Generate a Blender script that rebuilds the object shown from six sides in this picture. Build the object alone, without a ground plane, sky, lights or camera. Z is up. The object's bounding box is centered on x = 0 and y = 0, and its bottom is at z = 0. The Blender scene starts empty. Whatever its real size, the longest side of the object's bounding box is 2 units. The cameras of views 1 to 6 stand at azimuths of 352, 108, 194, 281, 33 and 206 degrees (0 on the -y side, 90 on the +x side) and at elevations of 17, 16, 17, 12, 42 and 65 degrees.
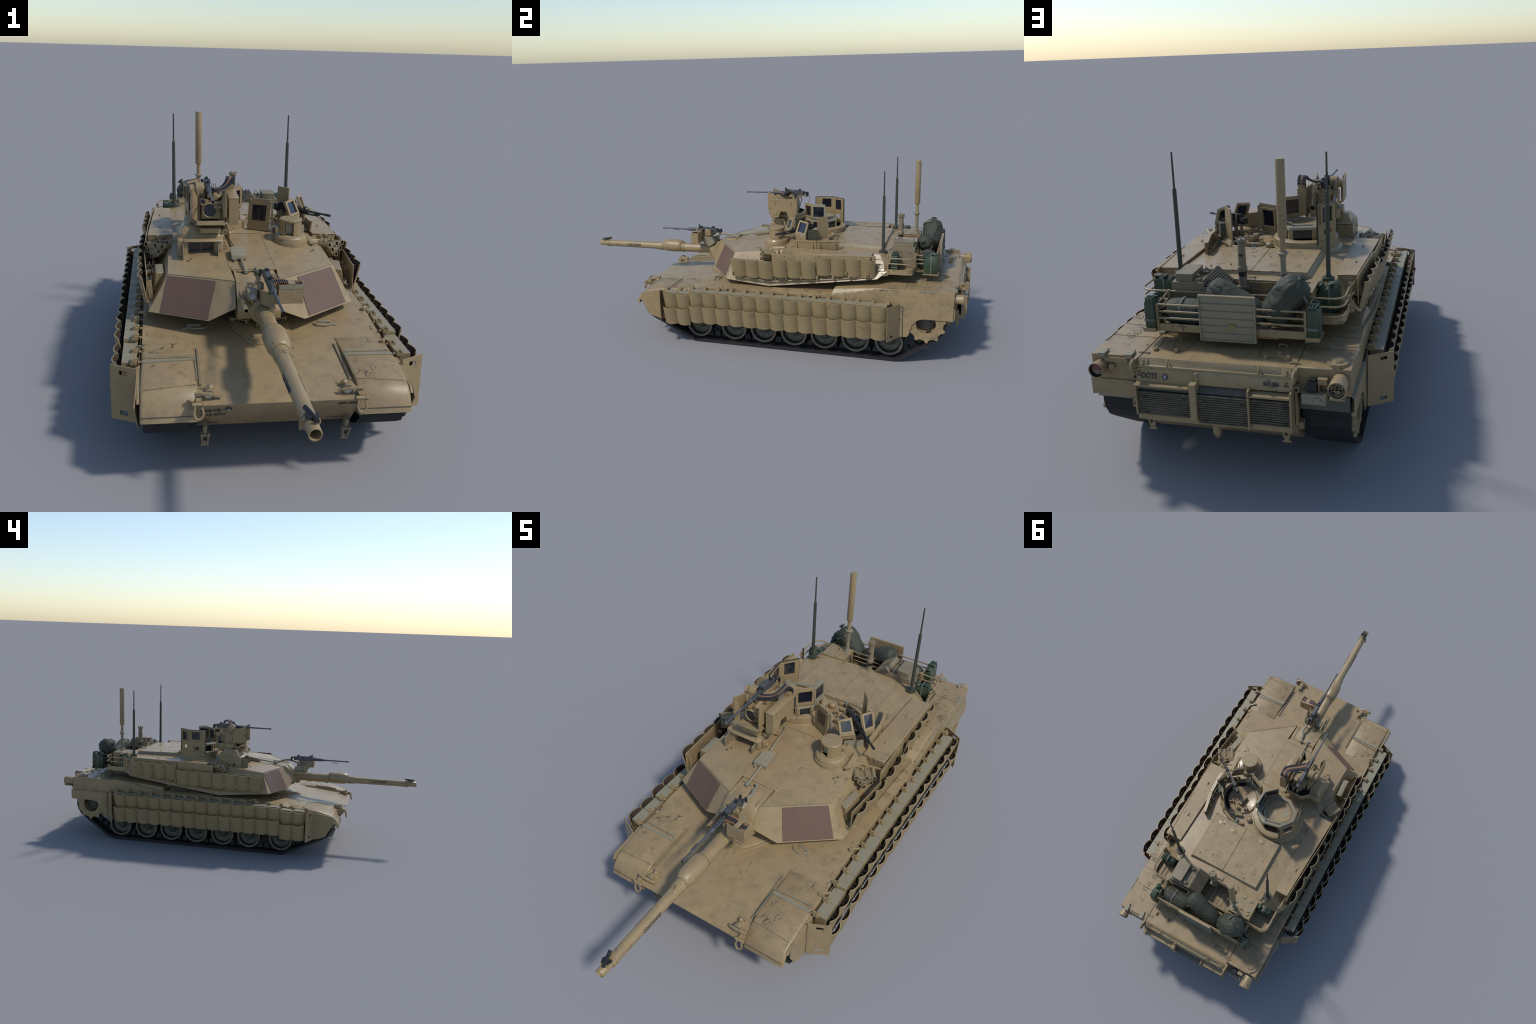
"""A desert-tan main battle tank with reactive armour tiles, built part by part.
Frame: metres, z up, gun pointing to -y, longest side 2 m."""
import bpy, bmesh, math, random
from mathutils import Vector as V, Matrix as M, noise

random.seed(7)
PI = math.pi
SC = bpy.context.scene.collection

# ------------------------------------------------------------------ materials
def new_mat(name):
    m = bpy.data.materials.new(name)
    m.use_nodes = True
    nt = m.node_tree
    nt.nodes.clear()
    out = nt.nodes.new("ShaderNodeOutputMaterial")
    b = nt.nodes.new("ShaderNodeBsdfPrincipled")
    nt.links.new(b.outputs[0], out.inputs[0])
    return m, nt, b

def nz(nt, vec, scale, detail=4, rough=.55, dist=0.0):
    n = nt.nodes.new("ShaderNodeTexNoise")
    n.inputs["Scale"].default_value = scale
    n.inputs["Detail"].default_value = detail
    n.inputs["Roughness"].default_value = rough
    n.inputs["Distortion"].default_value = dist
    nt.links.new(vec, n.inputs["Vector"])
    return n.outputs[0]

def ramp(nt, fac, stops):
    r = nt.nodes.new("ShaderNodeValToRGB")
    els = r.color_ramp.elements
    while len(els) < len(stops):
        els.new(.5)
    for e, (p, c) in zip(els, stops):
        e.position = p
        e.color = (c[0], c[1], c[2], 1) if not isinstance(c, (int, float)) else (c, c, c, 1)
    nt.links.new(fac, r.inputs[0])
    return r.outputs[0]

def mix(nt, fac, a, b, mode="MIX"):
    n = nt.nodes.new("ShaderNodeMix")
    n.data_type = "RGBA"
    n.blend_type = mode
    for sock, val in ((n.inputs[0], fac), (n.inputs[6], a), (n.inputs[7], b)):
        if isinstance(val, (int, float)):
            sock.default_value = val
        elif isinstance(val, tuple):
            sock.default_value = (*val, 1)
        else:
            nt.links.new(val, sock)
    return n.outputs[2]

def math_(nt, op, a, b):
    n = nt.nodes.new("ShaderNodeMath")
    n.operation = op
    for sock, val in ((n.inputs[0], a), (n.inputs[1], b)):
        if isinstance(val, (int, float)):
            sock.default_value = val
        else:
            nt.links.new(val, sock)
    return n.outputs[0]

def position(nt, stretch=None):
    g = nt.nodes.new("ShaderNodeNewGeometry").outputs["Position"]
    if stretch:
        mp = nt.nodes.new("ShaderNodeMapping")
        mp.inputs["Scale"].default_value = stretch
        nt.links.new(g, mp.inputs[0])
        return mp.outputs[0]
    return g

def paint(name, base, alt, dark, rough=.6, wear=.0, mottle=.5, chips=(.080, .058, .042), metal=0.0, streak=None, bump=.0):
    """Weathered paint: two drifting tones, fine mottling, sparse chips and scrapes, thin dust."""
    m, nt, b = new_mat(name)
    p = position(nt)
    c = mix(nt, ramp(nt, nz(nt, p, 7, 5, .6, .6), [(.36, 0.0), (.66, 1.0)]), base, alt)
    f = ramp(nt, nz(nt, p, 21, 8, .74, .4), [(.48, 0.0), (.76, mottle)])
    c = mix(nt, f, c, dark)
    c = mix(nt, ramp(nt, nz(nt, p, 190, 3, .6), [(.35, .10), (.7, 0.0)]), c, dark)
    if streak:
        s = position(nt, streak)
        c = mix(nt, ramp(nt, nz(nt, s, 30, 4, .6), [(.52, 0.0), (.75, .35)]), c, dark)
    if wear:
        w = position(nt, (1.0, .55, 1.6))
        spots = ramp(nt, nz(nt, w, 38, 5, .62, 1.4), [(.600, 0.0), (.640, 1.0)])
        zone = ramp(nt, nz(nt, p, 5.3, 3, .5), [(.50, 0.0), (.60, wear)])
        c = mix(nt, math_(nt, "MULTIPLY", spots, zone), c, chips)
        line = ramp(nt, nz(nt, w, 17, 3, .55, 1.1), [(.488, 0.0), (.496, 1.0), (.504, 1.0), (.512, 0.0)])
        zone2 = ramp(nt, nz(nt, p, 13, 2, .5), [(.63, 0.0), (.69, wear)])
        c = mix(nt, math_(nt, "MULTIPLY", line, zone2), c, chips)
    nt.links.new(c, b.inputs["Base Color"])
    b.inputs["Roughness"].default_value = rough
    b.inputs["Metallic"].default_value = metal
    rr = ramp(nt, nz(nt, p, 18, 4, .6), [(.3, max(0, rough - .08)), (.7, min(1, rough + .10))])
    nt.links.new(rr, b.inputs["Roughness"])
    if bump:
        bn = nt.nodes.new("ShaderNodeBump")
        bn.inputs["Strength"].default_value = bump
        bn.inputs["Distance"].default_value = .0015
        nt.links.new(nz(nt, p, 120, 4, .6), bn.inputs["Height"])
        nt.links.new(bn.outputs[0], b.inputs["Normal"])
    return m

def plain(name, col, rough=.5, metal=0.0, coat=0.0, vary=.25, scale=40):
    m, nt, b = new_mat(name)
    p = position(nt)
    d = tuple(x * (1 - vary) for x in col)
    l = tuple(min(1, x * (1 + vary)) for x in col)
    c = mix(nt, ramp(nt, nz(nt, p, scale, 4, .6), [(.3, 0.0), (.7, 1.0)]), d, l)
    nt.links.new(c, b.inputs["Base Color"])
    b.inputs["Roughness"].default_value = rough
    b.inputs["Metallic"].default_value = metal
    b.inputs["Coat Weight"].default_value = coat
    return m

TAN = paint("desert_tan_paint", (.308, .228, .114), (.288, .204, .106), (.165, .124, .068), .38, wear=.85, mottle=.6)
TAN2 = paint("desert_tan_tiles", (.290, .216, .105), (.270, .197, .097), (.165, .124, .066), .50, wear=.5, mottle=.45, streak=(.4, .4, 4.0))
DECK = paint("desert_tan_dusty_deck", (.326, .238, .122), (.300, .211, .110), (.160, .124, .070), .37, wear=.45, mottle=.75)
SMUDGED = paint("desert_tan_smudged", (.312, .228, .114), (.290, .202, .106), (.140, .104, .058), .40, wear=1.0, mottle=.9)
SAGE = paint("pale_sage_primer", (.245, .230, .158), (.265, .222, .142), (.165, .146, .100), .48, mottle=.5)
GREYTAN = paint("grey_tan_steel", (.225, .185, .112), (.205, .162, .100), (.115, .094, .062), .5, mottle=.55)
BROWN = paint("brown_thermal_panel", (.138, .076, .050), (.122, .070, .048), (.090, .055, .041), .5, mottle=.4,
              streak=(1.5, .6, .6))
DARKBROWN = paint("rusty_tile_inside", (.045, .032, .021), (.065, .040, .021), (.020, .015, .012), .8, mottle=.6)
RUBBER = plain("track_rubber", (.013, .013, .014), .75)
TRACKSTEEL = plain("track_steel_edge", (.026, .026, .027), .65)
WHEEL = paint("wheel_grey_green", (.155, .153, .118), (.165, .152, .108), (.085, .080, .060), .7, mottle=.7)
TYRE = paint("dusty_tyre_rim", (.185, .160, .116), (.165, .145, .106), (.085, .073, .054), .8, mottle=.6)
HUBDARK = paint("greasy_hub", (.060, .056, .045), (.080, .070, .052), (.03, .028, .024), .6, mottle=.6)
STEEL = plain("gun_blued_steel", (.088, .090, .094), .45, .3)
BLACK = plain("black_metal", (.022, .022, .022), .4, .2)
ANT = paint("antenna_olive", (.040, .046, .030), (.048, .050, .034), (.025, .028, .020), .55, mottle=.5)
CAN = paint("jerrycan_green", (.034, .060, .030), (.042, .064, .034), (.022, .036, .020), .42, mottle=.4)
STRAP = plain("dusty_webbing", (.14, .13, .115), .85)
GLASS = plain("dark_armoured_glass", (.010, .011, .018), .12, 0, .5, .1)
GLASSB = plain("dark_navy_glass", (.014, .018, .032), .12, 0, .5, .15)  # dark navy base colour, slightly bluer than GLASS
SLAT = plain("dark_grille_slat", (.150, .125, .082), .6)
SEAM = plain("dark_seam", (.085, .066, .042), .8)
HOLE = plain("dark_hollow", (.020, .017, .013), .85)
COPPER = plain("copper_rounds", (.36, .19, .10), .45, .3)
LINK = plain("belt_links", (.045, .042, .048), .5, .3)
INK = plain("stencil_ink", (.040, .038, .050), .7)
WHITE = plain("white_mark", (.6, .6, .62), .7)
RED = plain("red_lens", (.17, .035, .04), .3, 0, .4)
LENS = plain("clear_lens", (.30, .33, .34), .15, 0, .5)
BORE = plain("gun_bore", (.30, .31, .33), .35, .5)
GREENPLATE = paint("dark_green_primer", (.085, .095, .070), (.10, .10, .075), (.05, .055, .042), .7, mottle=.6)
AMMOCAN = plain("olive_ammo_can", (.060, .062, .035), .6)
YELLOW = plain("yellow_stencil", (.21, .19, .06), .7)
DARK_RECESS = paint("dark_recess_brown", (.085, .075, .06), (.12, .10, .075), (.03, .027, .022), .8, mottle=.7)

def bag_mat():
    m, nt, b = new_mat("olive_kit_bag_cloth")
    p = position(nt)
    c = mix(nt, ramp(nt, nz(nt, p, 14, 5, .6, .8), [(.35, 0.0), (.7, 1.0)]), (.032, .036, .022), (.050, .053, .033))
    c = mix(nt, ramp(nt, nz(nt, p, 55, 5, .65), [(.55, 0.0), (.8, .6)]), c, (.075, .072, .054))
    nt.links.new(c, b.inputs["Base Color"])
    b.inputs["Roughness"].default_value = .7
    bn = nt.nodes.new("ShaderNodeBump")
    bn.inputs["Strength"].default_value = .5
    bn.inputs["Distance"].default_value = .002
    nt.links.new(nz(nt, p, 160, 4, .6), bn.inputs["Height"])
    nt.links.new(bn.outputs[0], b.inputs["Normal"])
    return m
BAG = bag_mat()

# ------------------------------------------------------------------ mesh builder
def basis(d):
    d = V(d).normalized()
    a = V((0, 0, 1)) if abs(d.z) < .9 else V((1, 0, 0))
    u = a.cross(d).normalized()
    return u, d.cross(u).normalized(), d

class MB:
    def __init__(s):
        s.bm = bmesh.new()

    def face(s, pts, m=0):
        vs = [p if isinstance(p, bmesh.types.BMVert) else s.bm.verts.new(V(p)) for p in pts]
        try:
            f = s.bm.faces.new(vs)
            f.material_index = m
            return f
        except ValueError:
            return None

    def prism(s, pts, vec, m=0, m_top=None, m_side=None):
        """Closed solid: polygon pts swept along vec."""
        vec = V(vec)
        a = [s.bm.verts.new(V(p)) for p in pts]
        b = [s.bm.verts.new(V(p) + vec) for p in pts]
        n = len(a)
        s.face(a[::-1], m)
        s.face(b, m if m_top is None else m_top)
        for i in range(n):
            s.face([a[i], a[(i + 1) % n], b[(i + 1) % n], b[i]], m if m_side is None else m_side)

    def profile_x(s, yz, x0, x1, m=0):
        s.prism([(x0, y, z) for y, z in yz], (x1 - x0, 0, 0), m)

    def hexa(s, p, m=0, m_top=None):
        """Eight corners: four below (ring), four above (ring)."""
        v = [s.bm.verts.new(V(q)) for q in p]
        s.face([v[3], v[2], v[1], v[0]], m)
        s.face([v[4], v[5], v[6], v[7]], m if m_top is None else m_top)
        for i in range(4):
            j = (i + 1) % 4
            s.face([v[i], v[j], v[j + 4], v[i + 4]], m)

    def box(s, x0, x1, y0, y1, z0, z1, m=0, m_top=None):
        s.hexa([(x0, y0, z0), (x1, y0, z0), (x1, y1, z0), (x0, y1, z0),
                (x0, y0, z1), (x1, y0, z1), (x1, y1, z1), (x0, y1, z1)], m, m_top)

    def obox(s, c, size, rot=None, m=0, m_top=None):
        """Box about a centre, turned by Euler degrees (x, y, z) or by a matrix."""
        c = V(c)
        if rot is None:
            R = M.Identity(3)
        elif isinstance(rot, tuple):
            R = (M.Rotation(math.radians(rot[2]), 3, "Z") @ M.Rotation(math.radians(rot[1]), 3, "Y")
                 @ M.Rotation(math.radians(rot[0]), 3, "X"))
        else:
            R = rot
        x, y, z = (q / 2 for q in size)
        pts = [(-x, -y, -z), (x, -y, -z), (x, y, -z), (-x, y, -z), (-x, -y, z), (x, -y, z), (x, y, z), (-x, y, z)]
        s.hexa([c + R @ V(q) for q in pts], m, m_top)

    def lathe(s, o, d, prof, n=20, m=0, a0=0.0, a1=2 * PI, mats=None):
        """Turn (distance along d, radius) pairs about the axis through o."""
        u, v, w = basis(d)
        o = V(o)
        full = abs(a1 - a0 - 2 * PI) < 1e-6
        k = n if full else n + 1
        rings = []
        for t, r in prof:
            if r < 1e-7:
                rings.append([s.bm.verts.new(o + w * t)])
            else:
                rings.append([s.bm.verts.new(o + w * t + (u * math.cos(a0 + (a1 - a0) * i / n) + v * math.sin(a0 + (a1 - a0) * i / n)) * r)
                              for i in range(k)])
        for j in range(len(rings) - 1):
            A, B = rings[j], rings[j + 1]
            mm = m if mats is None else mats[j]
            for i in range(n):
                i2 = (i + 1) % k
                if len(A) == 1 and len(B) == 1:
                    continue
                if len(A) == 1:
                    s.face([A[0], B[i], B[i2]], mm)
                elif len(B) == 1:
                    s.face([A[i], A[i2], B[0]], mm)
                else:
                    s.face([A[i], A[i2], B[i2], B[i]], mm)

    def cyl(s, p0, p1, r0, r1=None, n=14, m=0, mats=None):
        p0, p1 = V(p0), V(p1)
        L = (p1 - p0).length
        r1 = r0 if r1 is None else r1
        s.lathe(p0, p1 - p0, [(0, 0), (0, r0), (L, r1), (L, 0)], n, m, mats=mats)

    def ball(s, c, r, m=0, sc=(1, 1, 1), n=12, k=8):
        c = V(c)
        rows = []
        for j in range(k + 1):
            t = PI * j / k
            rr, z = math.sin(t) * r, math.cos(t) * r
            if j in (0, k):
                rows.append([s.bm.verts.new(c + V((0, 0, z * sc[2])))])
            else:
                rows.append([s.bm.verts.new(c + V((rr * math.cos(2 * PI * i / n) * sc[0], rr * math.sin(2 * PI * i / n) * sc[1], z * sc[2]))) for i in range(n)])
        for j in range(k):
            A, B = rows[j], rows[j + 1]
            for i in range(n):
                i2 = (i + 1) % n
                if len(A) == 1:
                    s.face([A[0], B[i], B[i2]], m)
                elif len(B) == 1:
                    s.face([A[i2], A[i], B[0]], m)
                else:
                    s.face([A[i2], A[i], B[i], B[i2]], m)

    def tube(s, pts, r, n=8, m=0, closed=False, rs=None):
        pts = [V(p) for p in pts]
        k = len(pts)
        rings, u = [], None
        for i in range(k):
            if closed:
                d = (pts[(i + 1) % k] - pts[i - 1]).normalized()
            else:
                d = (pts[min(i + 1, k - 1)] - pts[max(i - 1, 0)]).normalized()
            if u is None:
                u = basis(d)[0]
            u = (u - d * u.dot(d)).normalized()
            v = d.cross(u)
            rr = r if rs is None else rs[i]
            rings.append([s.bm.verts.new(pts[i] + (u * math.cos(2 * PI * j / n) + v * math.sin(2 * PI * j / n)) * rr) for j in range(n)])
        for i in range(k if closed else k - 1):
            A, B = rings[i], rings[(i + 1) % k]
            for j in range(n):
                j2 = (j + 1) % n
                s.face([A[j], A[j2], B[j2], B[j]], m)
        if not closed:
            s.face(rings[0][::-1], m)
            s.face(rings[-1], m)

    def ring(s, c, ax, R, r, n=18, k=8, m=0, a0=0.0, a1=2 * PI, sc=(1, 1)):
        u, v, w = basis(ax)
        c = V(c)
        full = abs(a1 - a0 - 2 * PI) < 1e-6
        kk = n if full else n + 1
        s.tube([c + u * math.cos(a0 + (a1 - a0) * i / n) * R * sc[0] + v * math.sin(a0 + (a1 - a0) * i / n) * R * sc[1] for i in range(kk)], r, k, m, full)

    def plate(s, pts, t, m=0, m_top=None, m_side=None):
        """Flat plate of thickness t behind the polygon pts (along minus its normal)."""
        P = [V(p) for p in pts]
        nrm = V((0, 0, 0))
        for i in range(len(P)):
            nrm += P[i].cross(P[(i + 1) % len(P)])
        nrm.normalize()
        s.prism([p - nrm * t for p in P], nrm * t, m, m_top, m_side)
        return nrm

    def holed(s, o, u, v, W, H, holes, t, m=0):
        """Plate W x H in the plane of u and v with real rectangular holes (u0, u1, v0, v1)."""
        o, u, v = V(o), V(u).normalized(), V(v).normalized()
        w = u.cross(v).normalized()
        us = sorted({0, W, *[q for h in holes for q in h[:2]]})
        vs = sorted({0, H, *[q for h in holes for q in h[2:]]})
        def solid(i, j):
            if not (0 <= i < len(us) - 1 and 0 <= j < len(vs) - 1):
                return False
            cu, cv = (us[i] + us[i + 1]) / 2, (vs[j] + vs[j + 1]) / 2
            return not any(h[0] < cu < h[1] and h[2] < cv < h[3] for h in holes)
        P = lambda a, b, k: o + u * a + v * b + w * k
        for i in range(len(us) - 1):
            for j in range(len(vs) - 1):
                if not solid(i, j):
                    continue
                a, b, c, d = us[i], us[i + 1], vs[j], vs[j + 1]
                s.face([P(a, c, t), P(b, c, t), P(b, d, t), P(a, d, t)], m)
                s.face([P(a, d, 0), P(b, d, 0), P(b, c, 0), P(a, c, 0)], m)
                if not solid(i - 1, j): s.face([P(a, c, 0), P(a, c, t), P(a, d, t), P(a, d, 0)], m)
                if not solid(i + 1, j): s.face([P(b, c, t), P(b, c, 0), P(b, d, 0), P(b, d, t)], m)
                if not solid(i, j - 1): s.face([P(a, c, 0), P(b, c, 0), P(b, c, t), P(a, c, t)], m)
                if not solid(i, j + 1): s.face([P(a, d, t), P(b, d, t), P(b, d, 0), P(a, d, 0)], m)

    def window(s, c4, t, border, m=0, m_glass=1, proud=.004, rim=.008):
        """Armoured glass in a steel frame: c4 = bottom-left, bottom-right, top-right, top-left seen from outside.
        border = (left, right, bottom, top)."""
        P = [V(p) for p in c4]
        bi = lambda a, b: (P[0] * (1 - a) + P[1] * a) * (1 - b) + (P[3] * (1 - a) + P[2] * a) * b
        W, H = (P[1] - P[0]).length, (P[3] - P[0]).length
        l, r, bt, tp = border[0] / W, 1 - border[1] / W, border[2] / H, 1 - border[3] / H
        nrm = (P[1] - P[0]).cross(P[3] - P[0]).normalized()
        for a0, a1, b0, b1 in ((0, l, 0, 1), (r, 1, 0, 1), (l, r, 0, bt), (l, r, tp, 1)):
            s.prism([bi(a, b) - nrm * t for a, b in ((a0, b0), (a1, b0), (a1, b1), (a0, b1))], nrm * t, m)
        g = [bi(a, b) for a, b in ((l, bt), (r, bt), (r, tp), (l, tp))]
        s.prism([q - nrm * t * .8 for q in g], nrm * t * .6, m_glass)
        if rim:
            dl, db = rim / W, rim / H
            for a0, a1, b0, b1 in ((l - dl, l, bt - db, tp + db), (r, r + dl, bt - db, tp + db), (l, r, bt - db, bt), (l, r, tp, tp + db)):
                s.prism([bi(a, b) + nrm * .0002 for a, b in ((a0, b0), (a1, b0), (a1, b1), (a0, b1))], nrm * proud, m)

    def obj(s, name, parent, mats, bevel=0.0, ang=38, seg=1):
        bmesh.ops.recalc_face_normals(s.bm, faces=s.bm.faces[:])
        if bevel:
            es = [e for e in s.bm.edges if len(e.link_faces) == 2 and e.calc_face_angle(0) > math.radians(30)]
            bmesh.ops.bevel(s.bm, geom=es, offset=bevel, offset_type="OFFSET", segments=seg, profile=.5, affect="EDGES", clamp_overlap=True)
        for f in s.bm.faces:
            f.smooth = True
        for e in s.bm.edges:
            e.smooth = len(e.link_faces) == 2 and e.calc_face_angle(0) < math.radians(ang)
        me = bpy.data.meshes.new(name)
        s.bm.to_mesh(me)
        s.bm.free()
        for q in (mats if isinstance(mats, (list, tuple)) else [mats]):
            me.materials.append(q)
        o = bpy.data.objects.new(name, me)
        SC.objects.link(o)
        o.parent = parent
        return o

def empty(name, parent=None):
    o = bpy.data.objects.new(name, None)
    SC.objects.link(o)
    o.parent = parent
    return o

def inst(src, mat, parent=None):
    """Another one of the same kind, sharing the mesh."""
    o = src.copy()
    SC.objects.link(o)
    o.parent = parent or src.parent
    o.matrix_local = mat
    return o

def place(x, y, z, rz=0.0, ry=0.0, rx=0.0, s=(1, 1, 1)):
    return (M.Translation((x, y, z)) @ M.Rotation(rz, 4, "Z") @ M.Rotation(ry, 4, "Y") @ M.Rotation(rx, 4, "X")
            @ M.Diagonal((*s, 1)))

def arc_pts(c, u, v, R, a0, a1, n):
    c, u, v = V(c), V(u), V(v)
    return [c + u * R * math.cos(a0 + (a1 - a0) * i / n) + v * R * math.sin(a0 + (a1 - a0) * i / n) for i in range(n + 1)]

def lettering(body, name, parent, mat, size, o, xd, yd, wrap=None, squeeze=1.0, shear=0.0, bold=.0):
    """Stencilled words as thin raised letters at o, running along xd, upright along yd."""
    cu = bpy.data.curves.new(name, "FONT")
    cu.body = body
    cu.size = size
    cu.shear = shear
    cu.offset = bold
    cu.align_x, cu.align_y = "CENTER", "CENTER"
    cu.extrude = 0
    tmp = bpy.data.objects.new(name, cu)
    SC.objects.link(tmp)
    bpy.context.view_layer.update()
    me = bpy.data.meshes.new_from_object(tmp.evaluated_get(bpy.context.evaluated_depsgraph_get()))
    bpy.data.objects.remove(tmp)
    bpy.data.curves.remove(cu)
    bm = bmesh.new()
    bm.from_mesh(me)
    bpy.data.meshes.remove(me)
    bmesh.ops.triangulate(bm, faces=bm.faces[:])
    if wrap:
        for _ in range(2):
            bmesh.ops.subdivide_edges(bm, edges=[e for e in bm.edges if e.calc_length() > size * .12], cuts=1)
        bmesh.ops.triangulate(bm, faces=bm.faces[:])
    geom = bmesh.ops.extrude_face_region(bm, geom=bm.faces[:])["geom"]
    for q in geom:
        if isinstance(q, bmesh.types.BMVert):
            q.co.z += .0007
    o, xd, yd = V(o), V(xd).normalized(), V(yd).normalized()
    zd = xd.cross(yd)
    for q in bm.verts:
        x, y, z = q.co.x * squeeze, q.co.y, q.co.z + .0003
        if wrap:
            q.co = wrap(x, y, z)
        else:
            q.co = o + xd * x + yd * y + zd * z
    bmesh.ops.recalc_face_normals(bm, faces=bm.faces[:])
    me = bpy.data.meshes.new(name)
    bm.to_mesh(me)
    bm.free()
    me.materials.append(mat)
    ob = bpy.data.objects.new(name, me)
    SC.objects.link(ob)
    ob.parent = parent
    return ob

tank = empty("battle_tank")
tank["label"] = "desert-tan battle tank with curved reactive armour tiles and roof machine guns"
tank["category"] = "tank"
# ------------------------------------------------------------------ hull
def deck_z(y):
    pts = [(-.62, .240), (-.31, .2745), (-.10, .296), (.40, .300), (.65, .347), (1.2, .347)]
    for (a, za), (b, zb) in zip(pts, pts[1:]):
        if y <= b:
            return za + (zb - za) * (y - a) / (b - a)

b = MB()
# centre body between the tracks: glacis, deck, sloping nose plate, belly
b.profile_x([(-.62, .240), (-.31, .2745), (-.10, .296), (.40, .300), (.65, .347), (.952, .347), (.958, .300), (.950, .205), (.93, .150),
             (.86, .095), (-.44, .090), (-.528, .130)], -.2142, .2142)
hull = b.obj("hull", tank, [DECK], bevel=.0015)
b = MB()      # one continuous upper plate across hull and sponsons
b.profile_x([(-.3095, .268), (-.3095, .2750), (-.10, .2965), (.107, .2967), (.394, .3002), (.394, .285)], -.3598, .3598)
b.obj("deck_plate", hull, [DECK])
for sx in (-1, 1):
    b = MB()
    prof = [(-.31, .262), (-.31, .2744), (-.10, .2958), (.107, .2962), (.40, .2998), (.65, .3468), (.944, .3468), (.944, .272), (.0, .262)]
    if sx < 0:
        prof = [(-.31, .262), (-.31, .2744), (-.10, .2958), (.107, .2962), (.40, .2998), (.65, .3468), (.937, .3468), (.937, .272), (.0, .262)]
    b.profile_x(prof, sx * .21425, sx * .360)
    b.obj("sponson", hull, [SMUDGED], bevel=.002)
    # raised strips along the sponson edge, inclined non-slip ramp
    b = MB()
    b.prism([(sx * .3225, .107, .290), (sx * .3618, .107, .282), (sx * .3618, .400, .284), (sx * .335, .400, .290)], (0, 0, .0135))
    b.prism([(sx * .3465, .395, .2985), (sx * .3465, .655, .3466), (sx * .3335, .405, .3220)], (-sx * .02, 0, -.012), 0)
    b.hexa([(sx * .333, .395, .290), (sx * .3455, .655, .338), (sx * .2165, .655, .338), (sx * .2165, .395, .290), (sx * .3335, .405, .3218), (sx * .3455, .6549, .3474), (sx * .2165, .6549, .3474), (sx * .2165, .405, .3218)], 0)
    for i in range(7):
        y = .415 + i * .034
        b.hexa([(sx * .345, y, deck_z(y) - .002), (sx * .3606, y, deck_z(y) - .002), (sx * .3606, y + .016, deck_z(y + .016) - .002), (sx * .345, y + .016, deck_z(y + .016) - .002),
                (sx * .345, y, deck_z(y) + .0012), (sx * .3606, y, deck_z(y) + .0012), (sx * .3606, y + .016, deck_z(y + .016) + .0012), (sx * .345, y + .016, deck_z(y + .016) + .0012)], 1)
    b.obj("deck_strip", hull, [TAN, SAGE], bevel=.001)

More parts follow.
